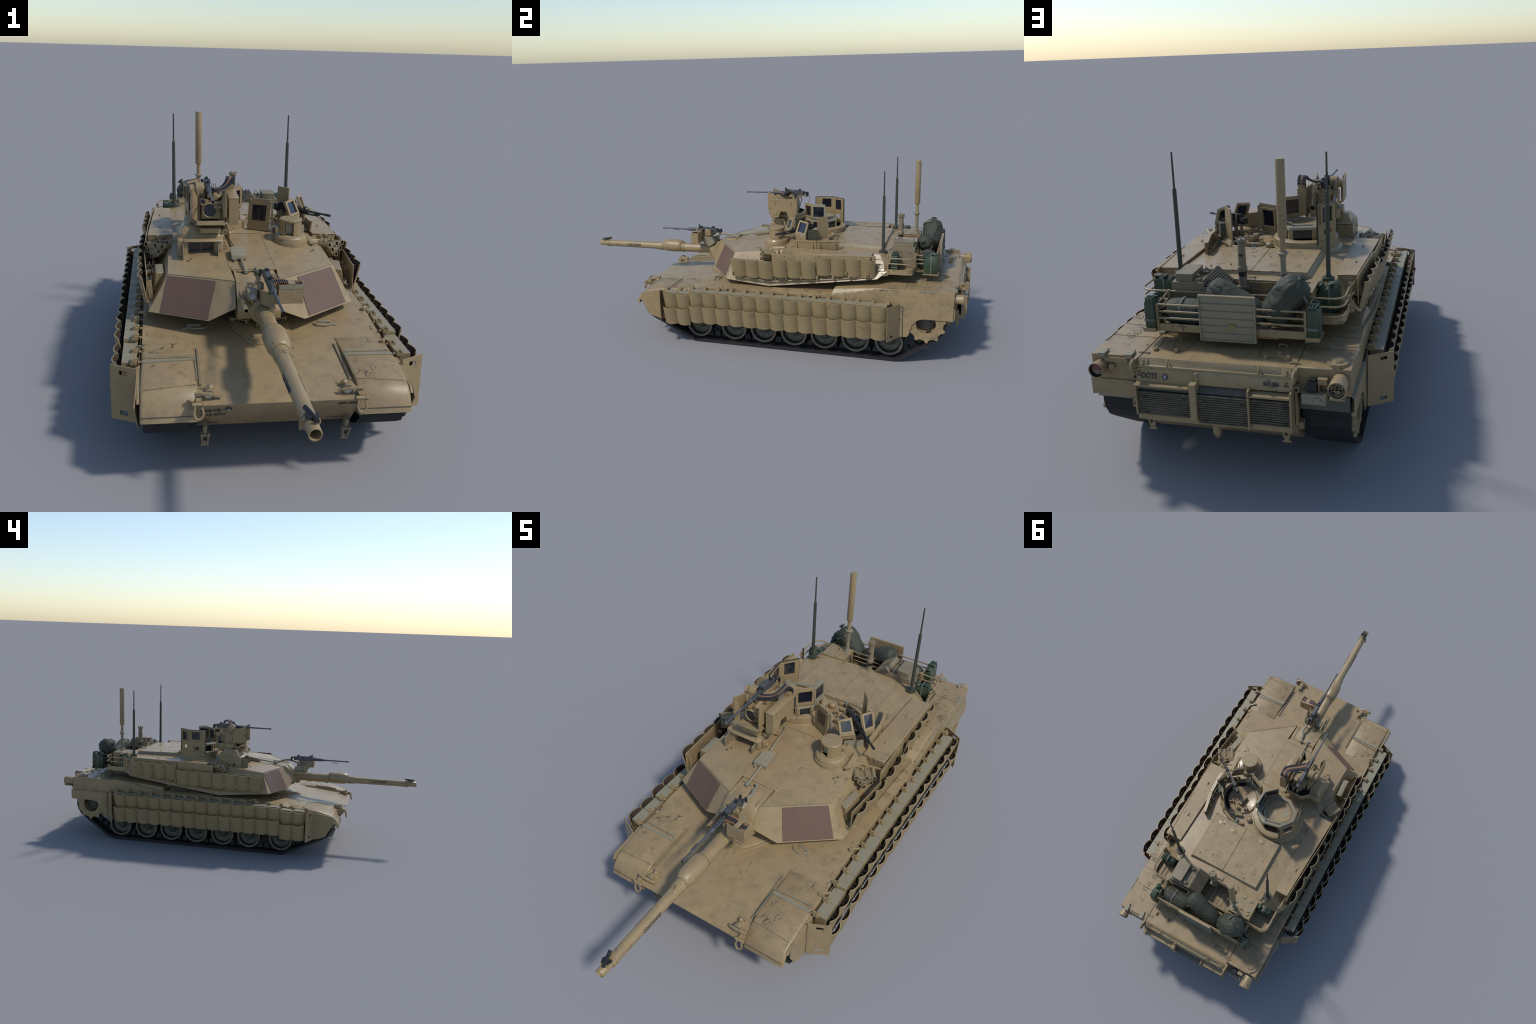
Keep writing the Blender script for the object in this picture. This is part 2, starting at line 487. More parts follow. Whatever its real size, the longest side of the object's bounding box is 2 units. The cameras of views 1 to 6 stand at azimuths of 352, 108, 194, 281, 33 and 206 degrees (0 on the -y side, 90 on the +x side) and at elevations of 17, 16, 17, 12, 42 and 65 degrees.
# ---- front fenders: curved bonnet over the idlers, hinged flap below
for sx in (-1, 1):
    top = [(-.3095, .2762), (-.40, .2735), (-.42, .2733), (-.47, .2655), (-.52, .2580), (-.548, .2500), (-.570, .2375), (-.586, .2160), (-.594, .2000), (-.6005, .187)]
    top = [(-.3095, .2762), (-.40, .2738), (-.425, .2735), (-.47, .2672), (-.51, .2605), (-.54, .2545), (-.562, .2450), (-.578, .2315), (-.589, .2130), (-.595, .1995), (-.6005, .187)]
    inner = [.2758, .2735, .2735, .2735, .2700, .2620, .2500, .2320, .2110, .1950, .1830]
    outer = [.2740, .2705, .2700, .2660, .2575, .2500, .2425, .2260, .2080, .1935, .1830]
    ys = [-.3095, -.40, -.425, -.47, -.51, -.54, -.564, -.580, -.592, -.598, -.6015]
    top = list(zip(ys, inner))
    rows = []
    b = MB()
    for k, (y, z) in enumerate(top):
        a = top[max(0, k - 1)]; c = top[min(len(top) - 1, k + 1)]
        n = V((0, -(c[1] - a[1]), c[0] - a[0])).normalized()
        if n.z < 0 and n.y > 0: n = -n
        if n.z < -.2: n = -n
        up = V((0, n.y, n.z)) if n.z > -.3 else -n
        edge = .005
        rise = .004 + .004 * min(1, max(0, (-.35 - y) / .15))
        xs = [.2128, .2132, .2142, .2175, .350, .3560, .3600, .3615]
        off = [-.016 - (.012 if y < -.45 else 0), -.005, -.0016, 0, 0, -.0012, -.004, -.0125]
        zo = outer[k]
        zx = lambda x: z + (zo - z) * min(1, max(0, (x - .22) / .13))
        rows.append([b.bm.verts.new((sx * x, y + up.y * o, zx(x) + up.z * o)) for x, o in zip(xs, off)]
                    + [b.bm.verts.new((sx * .352, y - up.y * .014, zo - up.z * .014)), b.bm.verts.new((sx * .222, y - up.y * .014, z - up.z * .014))])
    for A, B in zip(rows, rows[1:]):
        for i in range(len(A)):
            j = (i + 1) % len(A)
            b.face([A[i], A[j], B[j], B[i]])
    b.face(rows[0][::-1]); b.face(rows[-1])
    f = b.obj("fender", hull, [SMUDGED], ang=50)
    # hinge bar, bent handle rod, seams, side guide rail
    b = MB()
    b.hexa([(sx * .2155, -.4275, .2700), (sx * .357, -.4275, .2665), (sx * .357, -.4165, .2665), (sx * .2155, -.4165, .2700), (sx * .2155, -.4275, .2765), (sx * .357, -.4275, .2730), (sx * .357, -.4165, .2730), (sx * .2155, -.4165, .2765)], 1)
    b.tube([(sx * .217, -.4145, .279), (sx * .217, -.4095, .2805), (sx * .35, -.4025, .2775), (sx * .352, -.395, .2750)], .0016, 6, 1)
    b.tube([(sx * .2130, -.41, .2765), (sx * .2125, -.47, .2755), (sx * .2120, -.53, .2665)], .0018, 6, 1)
    b.box(sx * .2155, sx * .358, -.5985, -.5965, .1975, .1988, 2)
    b.hexa([(sx * .2005, -.345, .268), (sx * .2055, -.345, .268), (sx * .2065, -.535, .246), (sx * .2000, -.535, .246),
            (sx * .2005, -.345, .2755), (sx * .2055, -.345, .2755), (sx * .2065, -.535, .2545), (sx * .2000, -.535, .2545)], 3)
    b.hexa([(sx * .216, -.5455, .255), (sx * .352, -.5455, .243), (sx * .352, -.5445, .243), (sx * .216, -.5445, .255), (sx * .216, -.5455, .2608), (sx * .352, -.5455, .2492), (sx * .352, -.5445, .2494), (sx * .216, -.5445, .2610)], 2)
    b.obj("fender_hinge", hull, [TAN, SAGE, SEAM, GREYTAN])
    # triangular side cheek of the fender
    b = MB()
    b.prism([(sx * .3680, -.430, .262), (sx * .3680, -.473, .2560), (sx * .3700, -.564, .2420), (sx * .3740, -.575, .215), (sx * .3660, -.531, .129), (sx * .3660, -.48, .1095), (sx * .3680, -.430, .108)], (sx * .0035, 0, 0))
    b.prism([(sx * .3618, -.425, .2625), (sx * .3618, -.473, .2560), (sx * .3618, -.564, .2410), (sx * .3618, -.575, .226), (sx * .3618, -.556, .223), (sx * .3618, -.425, .248)], (sx * .0070, 0, 0), 1)
    b.obj("fender_side", hull, [TAN, TAN])

# nose details: tow brackets with shackles, headlights, lower tow lugs
def shackle(b, c, sx, up=V((0, 0, 1))):
    x, y, z = c
    pts = [(x - .0085, y, z), (x - .0090, y - .003, z - .010), (x - .0125, y - .006, z - .022), (x - .0080, y - .009, z - .034),
           (x, y - .010, z - .038), (x + .0080, y - .009, z - .034), (x + .0125, y - .006, z - .022), (x + .0090, y - .003, z - .010), (x + .0085, y, z)]
    b.tube(pts, .0033, 8)
    b.cyl((x - .016, y, z), (x + .015, y, z), .0052, n=10)
    b.cyl((x + .011, y, z), (x + .0165, y, z), .0072, n=6)
for sx in (-1, 1):
    b = MB()
    cx = sx * .183
    # shackle hung on the nose edge, guard bow in front of the driving lamp
    shackle(b, (sx * .2125, -.6195, .243), sx)
    b.hexa([(sx * .204, -.617, .236), (sx * .220, -.617, .236), (sx * .220, -.590, .243), (sx * .204, -.590, .243),
            (sx * .205, -.618, .252), (sx * .219, -.618, .252), (sx * .219, -.590, .254), (sx * .205, -.590, .254)])
    bow = [(sx * .222, -.602, .262), (sx * .205, -.607, .264), (sx * .185, -.608, .263), (sx * .165, -.604, .258), (sx * .156, -.598, .253)]
    for p, q in zip(bow, bow[1:]):
        p, q = V(p), V(q)
        b.hexa([p + V((0, 0, -.0028)), q + V((0, 0, -.0028)), q + V((0, .008, -.0028)), p + V((0, .008, -.0028)),
                p + V((0, 0, .0028)), q + V((0, 0, .0028)), q + V((0, .008, .0028)), p + V((0, .008, .0028))])
    b.obox((sx * .157, -.595, .247), (.004, .009, .018))
    b.obox((sx * .218, -.593, .252), (.005, .012, .018))
    b.lathe((cx, -.585, .254), (0, -1, 0), [(-.016, 0), (-.016, .0075), (-.006, .0125), (.008, .0145), (.009, .0125), (.006, .0115), (.006, 0)], 16, 0, mats=[0, 0, 0, 0, 0, 1])
    b.ball((cx + sx * -.004, -.562, .259), .0085)
    b.lathe((cx, -.566, .252), (0, 0, 1), [(-.008, 0), (-.008, .013), (.0, .011), (.004, .006), (.004, 0)], 14)
    b.tube([(cx - .012, -.555, .258), (cx, -.556, .266), (cx + .012, -.555, .258)], .0018, 6)
    b.box(cx - .022, cx + .016, -.5475, -.5425, .243, .2515)
    b.obj("tow_shackle_and_lamp", hull, [TAN, LENS])
    # hanging tow lug below the nose plate
    b = MB()
    x = sx * .192
    b.obox((x, -.556, .136), (.010, .020, .040), (20, 0, 0))
    for s2 in (-1, 1):
        b.hexa([(x + s2 * .007 - .002, -.556, .088), (x + s2 * .007 + .002, -.556, .088), (x + s2 * .007 + .002, -.545, .090), (x + s2 * .007 - .002, -.545, .090),
                (x + s2 * .009 - .0022, -.572, .128), (x + s2 * .009 + .0022, -.572, .128), (x + s2 * .009 + .0022, -.556, .130), (x + s2 * .009 - .0022, -.556, .130)])
    b.cyl((x - .014, -.562, .120), (x + .014, -.562, .120), .0045, n=8)
    b.cyl((x - .011, -.549, .0845), (x + .011, -.549, .0845), .004, n=8)
    b.obox((x, -.550, .092), (.010, .008, .014))
    b.obj("tow_lug", hull, [GREYTAN])

# driver's hatch in the middle of the glacis with three periscopes
b = MB()
zz = lambda y: deck_z(y)
out = [(-.084, -.170), (-.091, -.205), (-.085, -.232), (-.066, -.280), (-.047, -.322), (-.022, -.337), (.004, -.338), (.029, -.329), (.045, -.310), (.062, -.288), (.087, -.250), (.094, -.220), (.088, -.180)]
b.prism([(x, y, zz(y) - .004) for x, y in out], (0, 0, .0095))
ins = [(x * .90, (y + .25) * .86 - .250) for x, y in out]
b.prism([(x, y, zz(y) + .003) for x, y in ins], (0, .002, .007))
for cx, cy, a in ((-.050, -.205, -35), (0.0, -.232, 0), (.052, -.203, 35)):
    R = M.Rotation(math.radians(a), 3, "Z")
    b.obox(V((cx, cy, zz(cy) + .0095)), (.030, .020, .021), R)
    b.obox(V((cx, cy, zz(cy) + .0105)) + R @ V((0, -.0102, 0)), (.0235, .0016, .013), R, 1)
    b.obox(V((cx, cy, zz(cy) + .0210)) + R @ V((0, -.004, 0)), (.034, .032, .003), R)
for cx in (-.076, .074):
    b.cyl((cx, -.180, .284), (cx, -.180, .302), .016, n=18)
b.obj("driver_hatch", hull, [TAN, GLASS], bevel=.001)
b = MB()
for sx in (-1, 1):   # lifting hooks half hidden under the turret front
    b.cyl((sx * .185, -.205, .286), (sx * .225, -.212, .288), .005, n=8)
    b.tube([(sx * .165, -.215, .284), (sx * .175, -.232, .287), (sx * .20, -.238, .288), (sx * .225, -.226, .287), (sx * .24, -.232, .284)], .0028, 6)
b.obj("deck_tie_down", hull, [SAGE])

# little hinge loops, clevises and bolts on the front deck edge
b = MB()
for sx in (-1, 1):
    for y in (-.345, -.135):
        b.cyl((sx * .352, y, deck_z(y)), (sx * .352, y, deck_z(y) + .010), .008, n=10)
        b.tube([(sx * .352, y + .004, deck_z(y) + .009), (sx * .368, y + .016, deck_z(y) + .006), (sx * .372, y + .028, deck_z(y))], .0042, 6)
    for y in (-.245, -.258):
        b.cyl((sx * .345, y, deck_z(y) - .001), (sx * .345, y, deck_z(y) + .003), .0038, n=8)
    for y in (.177, .273, .337):
        x = sx * .337
        b.tube([(x - .012, y - .007, .3035), (x - .008, y - .009, .307), (x + .008, y - .009, .307), (x + .012, y + .006, .307), (x - .010, y + .008, .3035)], .0011, 5)
    b.tube([(sx * .372, .29, .285), (sx * .372, .30, .293), (sx * .372, .33, .294), (sx * .372, .345, .286)], .0024, 6)
b.box(.3565, .3685, .290, .345, .290, .2955)
b.box(-.3685, -.3565, .290, .345, .290, .2955)
b.obj("deck_fitting", hull, [TAN])

# ---- engine deck: seams, grab loops, hatches, clamps, fuel cap
b = MB()
Z = .347
def seam(p, q, w=.0013):
    p, q = V((*p, Z)), V((*q, Z))
    d = (q - p).normalized(); n = V((-d.y, d.x, 0)) * w / 2
    b.prism([p - n, q - n, q + n, p + n], (0, 0, .0006), 1)
for sx in (-1, 1):
    seam((sx * .216, .655), (sx * .216, .935))
    seam((sx * .217, .731), (sx * .359, .731)); seam((sx * .217, .815), (sx * .359, .815))
    seam((sx * .095, .80), (sx * .105, .893)); seam((sx * .105, .893), (sx * .185, .893)); seam((sx * .185, .893), (sx * .195, .80))
    for x, y in ((.187, .898), (.126, .899)):
        b.obox((sx * x, y, Z + .004), (.009, .016, .008), (0, 0, 8))
        b.cyl((sx * x, y - .008, Z + .005), (sx * x, y + .004, Z + .007), .0035, n=8)
    b.obox((sx * .155, .865, Z + .003), (.011, .009, .006))
    b.tube([(sx * .143, .823, Z), (sx * .146, .821, Z + .008), (sx * .164, .821, Z + .008), (sx * .167, .823, Z)], .0018, 6)
    b.obox((sx * .155, .822, Z + .008), (.016, .006, .002), None, 2)
    b.cyl((sx * .200, .920, Z), (sx * .200, .920, Z + .004), .005, n=10)
    b.tube([(sx * .206, .920, Z + .003), (sx * .222, .922, Z + .003)], .002, 6)
    b.obox((sx * .216, .775, Z + .003), (.016, .030, .005), None, 2)
    for x, y in ((.337, .681), (.291, .754), (.293, .795), (.300, .822)):
        x *= sx
        b.tube([(x - .010, y - .006, Z), (x - .009, y - .006, Z + .006), (x + .009, y - .007, Z + .006), (x + .012, y + .003, Z + .006), (x + .006, y + .008, Z + .006), (x - .010, y + .006, Z)], .0011, 5, 2)
    for k in range(6):
        b.cyl((sx * .226, .67 + k * .05, Z), (sx * .226, .67 + k * .05, Z + .002), .0025, n=6)
    b.box(sx * .357, sx * .3622, .79, .855, .3440, .3492, 2)
# fuel filler cap on the -x rear corner, hinge clamps on the +x corner
b.cyl((-.320, .900, Z - .001), (-.320, .900, Z + .004), .031, n=24)
b.cyl((-.320, .900, Z + .004), (-.320, .900, Z + .007), .028, n=24)
b.lathe((-.320, .900, Z + .006), (0, 0, 1), [(0, .021), (.008, .014), (.008, 0)], 8)
b.obox((-.320, .931, Z + .005), (.020, .008, .012)); b.obox((-.320, .868, Z + .004), (.012, .006, .008))
for x in (.325, .245):
    b.obox((x, .940, Z + .0005), (.020, .026, .012), None, 2)
    b.obox((x, .928, Z + .004), (.008, .022, .006), (0, 0, -25), 2)
b.box(.250, .320, .9435, .950, .327, .340)
b.obj("engine_deck_fitting", hull, [TAN, SEAM, SAGE])

# ---- rear plate: sloped strip, stencil band, three exhaust grilles
b = MB()
b.prism([(x, y, z) for x, (y, z) in zip([.2165] * 5, [(.945, .3455), (.9525, .3505), (.968, .3315), (.968, .315), (.945, .315)])], (-.4325, 0, 0))
b.box(-.2155, .2160, .9600, .9705, .3275, .3345)                                  # lower lip of the sloped strip
b.hexa([(.052, .964, .290), (.2145, .964, .290), (.2145, .9765, .290), (.052, .9765, .290),
        (.052, .964, .3275), (.2145, .964, .3275), (.2145, .9715, .3275), (.052, .9715, .3275)])      # band with the unit stencil
b.hexa([(.062, .970, .2805), (.2150, .970, .2805), (.2150, .9955, .2835), (.062, .9955, .2835),
        (.062, .970, .2905), (.2150, .970, .2905), (.2150, .9965, .2895), (.062, .9965, .2895)])      # ledge
prof = [(.960, .3285), (.9715, .3285), (.9735, .3250), (.9750, .2920), (.960, .2920)]
b.prism([(.048, y, z) for y, z in prof], (-.2625, 0, 0))
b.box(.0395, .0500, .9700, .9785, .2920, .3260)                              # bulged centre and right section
b.hexa([(.0400, .960, .198), (.0585, .960, .198), (.0585, .9985, .198), (.0400, .9985, .198), (.0400, .960, .3060), (.0585, .960, .3060), (.0585, .9985, .3020), (.0400, .9985, .3020)])                                        # upright beside the left grille
b.box(-.1035, -.0985, .9700, .9985, .186, .2985)
b.box(-.2145, -.2095, .9600, .9965, .186, .2985)
b.box(.2098, .2150, .9700, .9950, .200, .2802)
b.hexa([(-.2090, .970, .2765), (-.1040, .970, .2765), (-.1040, .9955, .2790), (-.2090, .9955, .2790), (-.2090, .970, .2880), (-.1040, .970, .2880), (-.1040, .9960, .2850), (-.2090, .9960, .2850)])
b.box(-.212, .214, .9400, .9860, .1830, .1985)
b.hexa([(-.12, .92, .148), (.13, .92, .148), (.13, .958, .172), (-.12, .958, .172), (-.12, .92, .18), (.13, .92, .18), (.13, .97, .19), (-.12, .97, .19)])
b.obox((.185, .956, .338), (.001, .001, .001))
for x in (.197, -.197):
    b.prism([(x - .014, .9558, .3478), (x + .014, .9558, .3478), (x + .012, .9690, .3320), (x - .012, .9690, .3320)], (0, .0011, .0010))
    for t in (.3, .75):
        b.cyl((x, .9558 + .0132 * t, .3478 - .0158 * t), (x, .9600 + .0132 * t, .3512 - .0158 * t), .003, n=8)
for x in (.128, -.122):
    b.tube([(x, .957, .349), (x - .002, .964, .352), (x - .003, .972, .342), (x - .003, .970, .334), (x, .964, .337)], .0026, 6)
b.obj("rear_plate", hull, [TAN], bevel=.0010)
b = MB()
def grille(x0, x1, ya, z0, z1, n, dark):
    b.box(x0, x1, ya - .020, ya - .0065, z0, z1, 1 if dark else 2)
    for i in range(n):
        z = z0 + (z1 - z0) * (i + .5) / n
        b.obox(((x0 + x1) / 2, ya - .0035, z), (x1 - x0, .0046, .0022), (-15, 0, 0), 0)
    for i in range(1, 7):
        x = x0 + (x1 - x0) * i / 7
        b.box(x - .0005, x + .0005, ya - .0068, ya - .0050, z0, z1, 0)
    for fx in (.12, .85):
        for fz in (.14, .78):
            b.box(x0 + (x1 - x0) * fx - .005, x0 + (x1 - x0) * fx + .005, ya - .004, ya - .0005, z0 + (z1 - z0) * fz - .003, z0 + (z1 - z0) * fz + .003, 3)
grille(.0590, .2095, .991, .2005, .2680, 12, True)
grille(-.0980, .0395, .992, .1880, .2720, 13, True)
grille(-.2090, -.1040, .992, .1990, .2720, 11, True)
b.box(.0590, .2095, .965, .9800, .2685, .2800, 2)
b.prism([(-.0980, .962, .2915), (.0395, .962, .2915), (.0395, .984, .2730), (-.0980, .984, .2730)], (0, .001, .002), 4)  # dark plate across the recess above the middle grille
b.obj("exhaust_grille", hull, [SLAT, HOLE, GREENPLATE, BLACK, DARK_RECESS])
b = MB()
for sx in (-1, 1):           # lifting eyes at the corners, tow lugs, hinge lugs
    b.ring((sx * .2195, .976, .336), (1, 0, 0), .0135, .0045, 18, 8)
    b.obox((sx * .2195, .955, .338), (.008, .026, .024))
    b.cyl((sx * .2175, .976, .336), (sx * .2150, .976, .336), .010, n=14)
    b.obox((sx * .222, .958, .297), (.014, .016, .016)); b.obox((sx * .222, .966, .297), (.008, .004, .008), None, 1)
    b.obox((sx * .190, .948, .176), (.022, .024, .016))
    x = sx * .190
    for s2 in (-1, 1):
        b.hexa([(x + s2 * .006 - .002, .950, .148), (x + s2 * .006 + .002, .950, .148), (x + s2 * .006 + .002, .958, .148), (x + s2 * .006 - .002, .958, .148),
                (x + s2 * .009 - .0025, .944, .180), (x + s2 * .009 + .0025, .944, .180), (x + s2 * .009 + .0025, .964, .180), (x + s2 * .009 - .0025, .964, .180)])
    b.obox((x, .953, .149), (.011, .007, .016)); b.cyl((x - .011, .954, .1385), (x + .011, .954, .1385), .0038, n=8)
b.obox((.229, .950, .215), (.022, .022, .026)); b.obox((.229, .962, .215), (.010, .004, .012), None, 1)
b.lathe((.002, .958, .164), (0, -.1, -1), [(-.012, .008), (.010, .0125), (.024, .0105), (.034, .004), (.036, 0)], 14)
b.obox((-.013, .955, .174), (.022, .012, .020))
b.prism([(-.2160, .942, .2980), (-.2160, .958, .2960), (-.2160, .958, .1900), (-.2160, .935, .2050)], (-.006, 0, 0))
b.prism([(-.2190, .930, .1980), (-.2190, .955, .1980), (-.2190, .940, .1700)], (-.016, 0, 0))
b.obj("rear_tow_fitting", hull, [TAN, HOLE])

# tail lamp housings, telephone box and blackout box in the recessed corner
b = MB()
def lamp_tube(c, L, R, m=0):
    b.lathe(c, (0, 1, 0), [(-L, 0), (-L, R * .86), (0, R), (0, R * .88), (-L * .55, R * .84), (-L * .55, 0)], 28, m, mats=[m, m, m, 3, 3])
lamp_tube((.3305, .981, .3130), .040, .0222)
b.cyl((.3305, .958, .3130), (.3305, .9705, .3130), .0165, n=20, m=0)
b.prism([(.3180, .9715, .3140), (.3430, .9715, .3140), (.3405, .9715, .3245), (.3305, .9715, .3300), (.3205, .9715, .3245)], (0, .002, 0), 1)
b.prism([(.3200, .9716, .3125), (.3410, .9716, .3125), (.3305, .9716, .2975)], (0, .002, 0), 4)
b.obox((.300, .950, .314), (.014, .014, .016), (0, 0, 35))
c = V((-.3315, .997, .3180))
b.lathe(c, (0, 1, 0), [(-.055, 0), (-.055, .0215), (-.004, .0245), (0, .0235), (0, .0195), (-.012, .0190), (-.012, 0)], 30, mats=[0, 0, 0, 0, 3, 3])
b.ring(c + V((0, -.002, 0)), (0, 1, 0), .0150, .0013, 24, 6)
for a in range(5):
    t = math.radians(-18 + a * 54)
    b.tube([c + V((math.cos(t) * .0145, -.002, math.sin(t) * .0145)), c + V((math.cos(t) * .0215, -.002, math.sin(t) * .0215))], .0015, 5)
for d in (-.005, .005):
    b.tube([c + V((d, -.002, -.001)), c + V((d, -.002, .0145))], .0010, 5)
b.tube([c + V((-.015, -.002, -.001)), c + V((.015, -.002, -.001))], .0013, 5)
b.tube([c + V((-.013, -.002, .006)), c + V((.013, -.002, .006))], .0010, 5)
b.prism([c + V(q) for q in ((-.011, -.011, -.003), (.011, -.011, -.003), (.007, -.011, -.011), (0, -.011, -.016), (-.007, -.011, -.011))], (0, .004, 0), 4)
b.hexa([c + V(q) for q in ((-.020, -.050, -.0285), (.020, -.050, -.0285), (.018, -.002, -.0275), (-.018, -.002, -.0275), (-.020, -.050, -.022), (.020, -.050, -.022), (.018, -.002, -.0225), (-.018, -.002, -.0225))])
b.box(-.298, -.236, .937, .972, .262, .290, 5)
b.obox((-.277, .9735, .275), (.016, .006, .012), (0, 0, 15), 5); b.ball((-.285, .975, .272), .0045, 5)
b.box(-.2735, -.2485, .940, .963, .291, .318, 2); b.box(-.2700, -.2520, .945, .957, .318, .323, 2)
b.box(-.300, -.2755, .938, .956, .311, .326, 0); b.obox((-.278, .950, .300), (.004, .006, .018))
b.obj("tail_lamp", hull, [TAN, RED, BLACK, HOLE, GREYTAN, SAGE], bevel=0)
b = MB()
b.box(-.355, -.225, .9325, .9375, .2290, .2705, 0)
b.box(.236, .3655, .9445, .9480, .2265, .2740, 1)
b.box(.236, .352, .9405, .9440, .2180, .2300, 2)
b.obj("mud_flap", hull, [GREENPLATE, SMUDGED, SAGE])

# stencils
lettering("DOTS", "stencil_lettering", hull, INK, .021, (.178, .9748, .3078), (-1, 0, 0), (0, -.17, 1), squeeze=.82, shear=.15, bold=.0003)
lettering("SEP 086", "stencil_lettering", hull, INK, .0165, (-.158, .9746, .3110), (-1, 0, 0), (0, -.045, 1), squeeze=.80, shear=.15, bold=.0003)
for x, y, z, up in ((.2055, .9741, .3165, (0, -.17, 1)), (.2055, .9756, .3085, (0, -.17, 1)), (-.1985, .9743, .3170, (0, -.045, 1)), (-.1985, .9747, .3090, (0, -.045, 1))):
    lettering("LIFT" if z > .3155 else "HERE", "stencil_lettering", hull, INK, .0078, (x, y, z), (-1, 0, 0), up, squeeze=.75)
b = MB()
n = V((0, 1, .17)).normalized(); u = V((-1, 0, 0)); w = V((0, -.17, 1)).normalized(); c = V((.132, .9751, .3080))
oct_ = [c + u * .0078 * math.cos(math.radians(a)) * 1.05 + w * .0088 * math.sin(math.radians(a)) for a in range(22, 382, 45)]
b.prism(oct_, n * .0008, 0)
for a in (50, 125):
    d = u * math.cos(math.radians(a)) + w * math.sin(math.radians(a)); e = n.cross(d)
    k = c + n * .001
    b.prism([k - d * .006 - e * .0009, k + d * .006 - e * .0009, k + d * .006 + e * .0009, k - d * .006 + e * .0009], n * .0006, 1)
f0 = V((-.135, -.6055, .218)); nf = V((0, -.77, -.64)).normalized(); uf = V((1, 0, 0)); wf = nf.cross(uf)
if wf.z < 0: wf = -wf
nf = uf.cross(wf)
b.prism([f0 + uf * .009 * math.cos(2 * PI * i / 16) + wf * .0085 * math.sin(2 * PI * i / 16) for i in range(16)], nf * .0008, 0)
for a in (40, 130):
    d = uf * math.cos(math.radians(a)) + wf * math.sin(math.radians(a)); e = nf.cross(d); k = f0 + nf * .001
    b.prism([k - d * .005 - e * .0009, k + d * .005 - e * .0009, k + d * .005 + e * .0009, k - d * .005 + e * .0009], nf * .0006, 1)
b.obj("unit_badge", hull, [INK, WHITE])
face = lambda x, t: V((x, -.62 + .092 * t, .24 - .110 * t)) + nf * .0006
lettering("DOTS", "stencil_lettering", hull, INK, .020, face(-.181, .26), uf, wf, squeeze=1.0, bold=.0003)
lettering("B 16 CAV", "stencil_lettering", hull, INK, .015, face(-.172, .46), uf, wf, squeeze=1.05, bold=.0002)
lettering("SEP 086", "stencil_lettering", hull, INK, .016, face(.178, .17), uf, wf, squeeze=1.0, shear=.15, bold=.0002)
for x in (-.185, .172):
    lettering("LIFT TOW HERE", "stencil_lettering", hull, INK, .0085, face(x, .88), uf, wf)
lettering("NO STEP", "stencil_lettering", hull, INK, .0085, (.030, -.268, .2868), (.9, .35, .07), (-.35, .9, .10))
lettering("NO STEP", "stencil_lettering", hull, INK, .0085, (-.046, -.250, .2888), (.78, -.62, -.07), (.62, .78, .10))
# ------------------------------------------------------------------ running gear
WHEEL_Y = (-.2805, -.0985, .0535, .2065, .3545, .5035, .6605)
SPR = V((0, .826, .195))
IDL = V((0, -.488, .178))

def road_wheel_mesh():
    """Paired disc wheel, axis along +x (outside)."""
    b = MB()
    outer = [(-.030, 0), (-.030, .048), (-.030, .0635), (-.027, .0655), (.020, .0655), (.0235, .0640), (.0235, .0555),
             (.0185, .0540), (-.0010, .0510), (-.0070, .0460), (-.0110, .0300), (-.0040, .0275), (.0000, .0250), (.0000, .0190), (.0070, .0180), (.0105, .0130), (.0105, 0)]
    mats = [2, 2, 2, 2, 1, 1, 1, 2, 0, 0, 0, 0, 3, 3, 3, 3]
    b.lathe((0, 0, 0), (1, 0, 0), outer, 36, 0, mats=mats)
    b.lathe((-.052, 0, 0), (1, 0, 0), [(-.020, 0), (-.020, .0655), (.014, .0655), (.014, 0)], 30, 2, mats=[2, 2, 2])
    for i in range(10):
        a = 2 * PI * i / 10
        b.cyl((-.0105, .0375 * math.cos(a), .0375 * math.sin(a)), (-.0045, .0375 * math.cos(a), .0375 * math.sin(a)), .0028, n=6, m=0)
    for i in range(8):
        a = 2 * PI * i / 8 + .2
        b.cyl((-.001, .0215 * math.cos(a), .0215 * math.sin(a)), (.0030, .0215 * math.cos(a), .0215 * math.sin(a)), .0020, n=6, m=3)
    return b

first = road_wheel_mesh().obj("road_wheel", tank, [WHEEL, TYRE, RUBBER, HUBDARK], ang=32)
k = 0
for sx in (1, -1):
    for y in WHEEL_Y:
        mt = place(sx * .3030, y, .0790, 0 if sx > 0 else PI, 0, .37 * k)
        k += 1
        if k == 1:
            first.matrix_local = mt
        else:
            inst(first, mt)

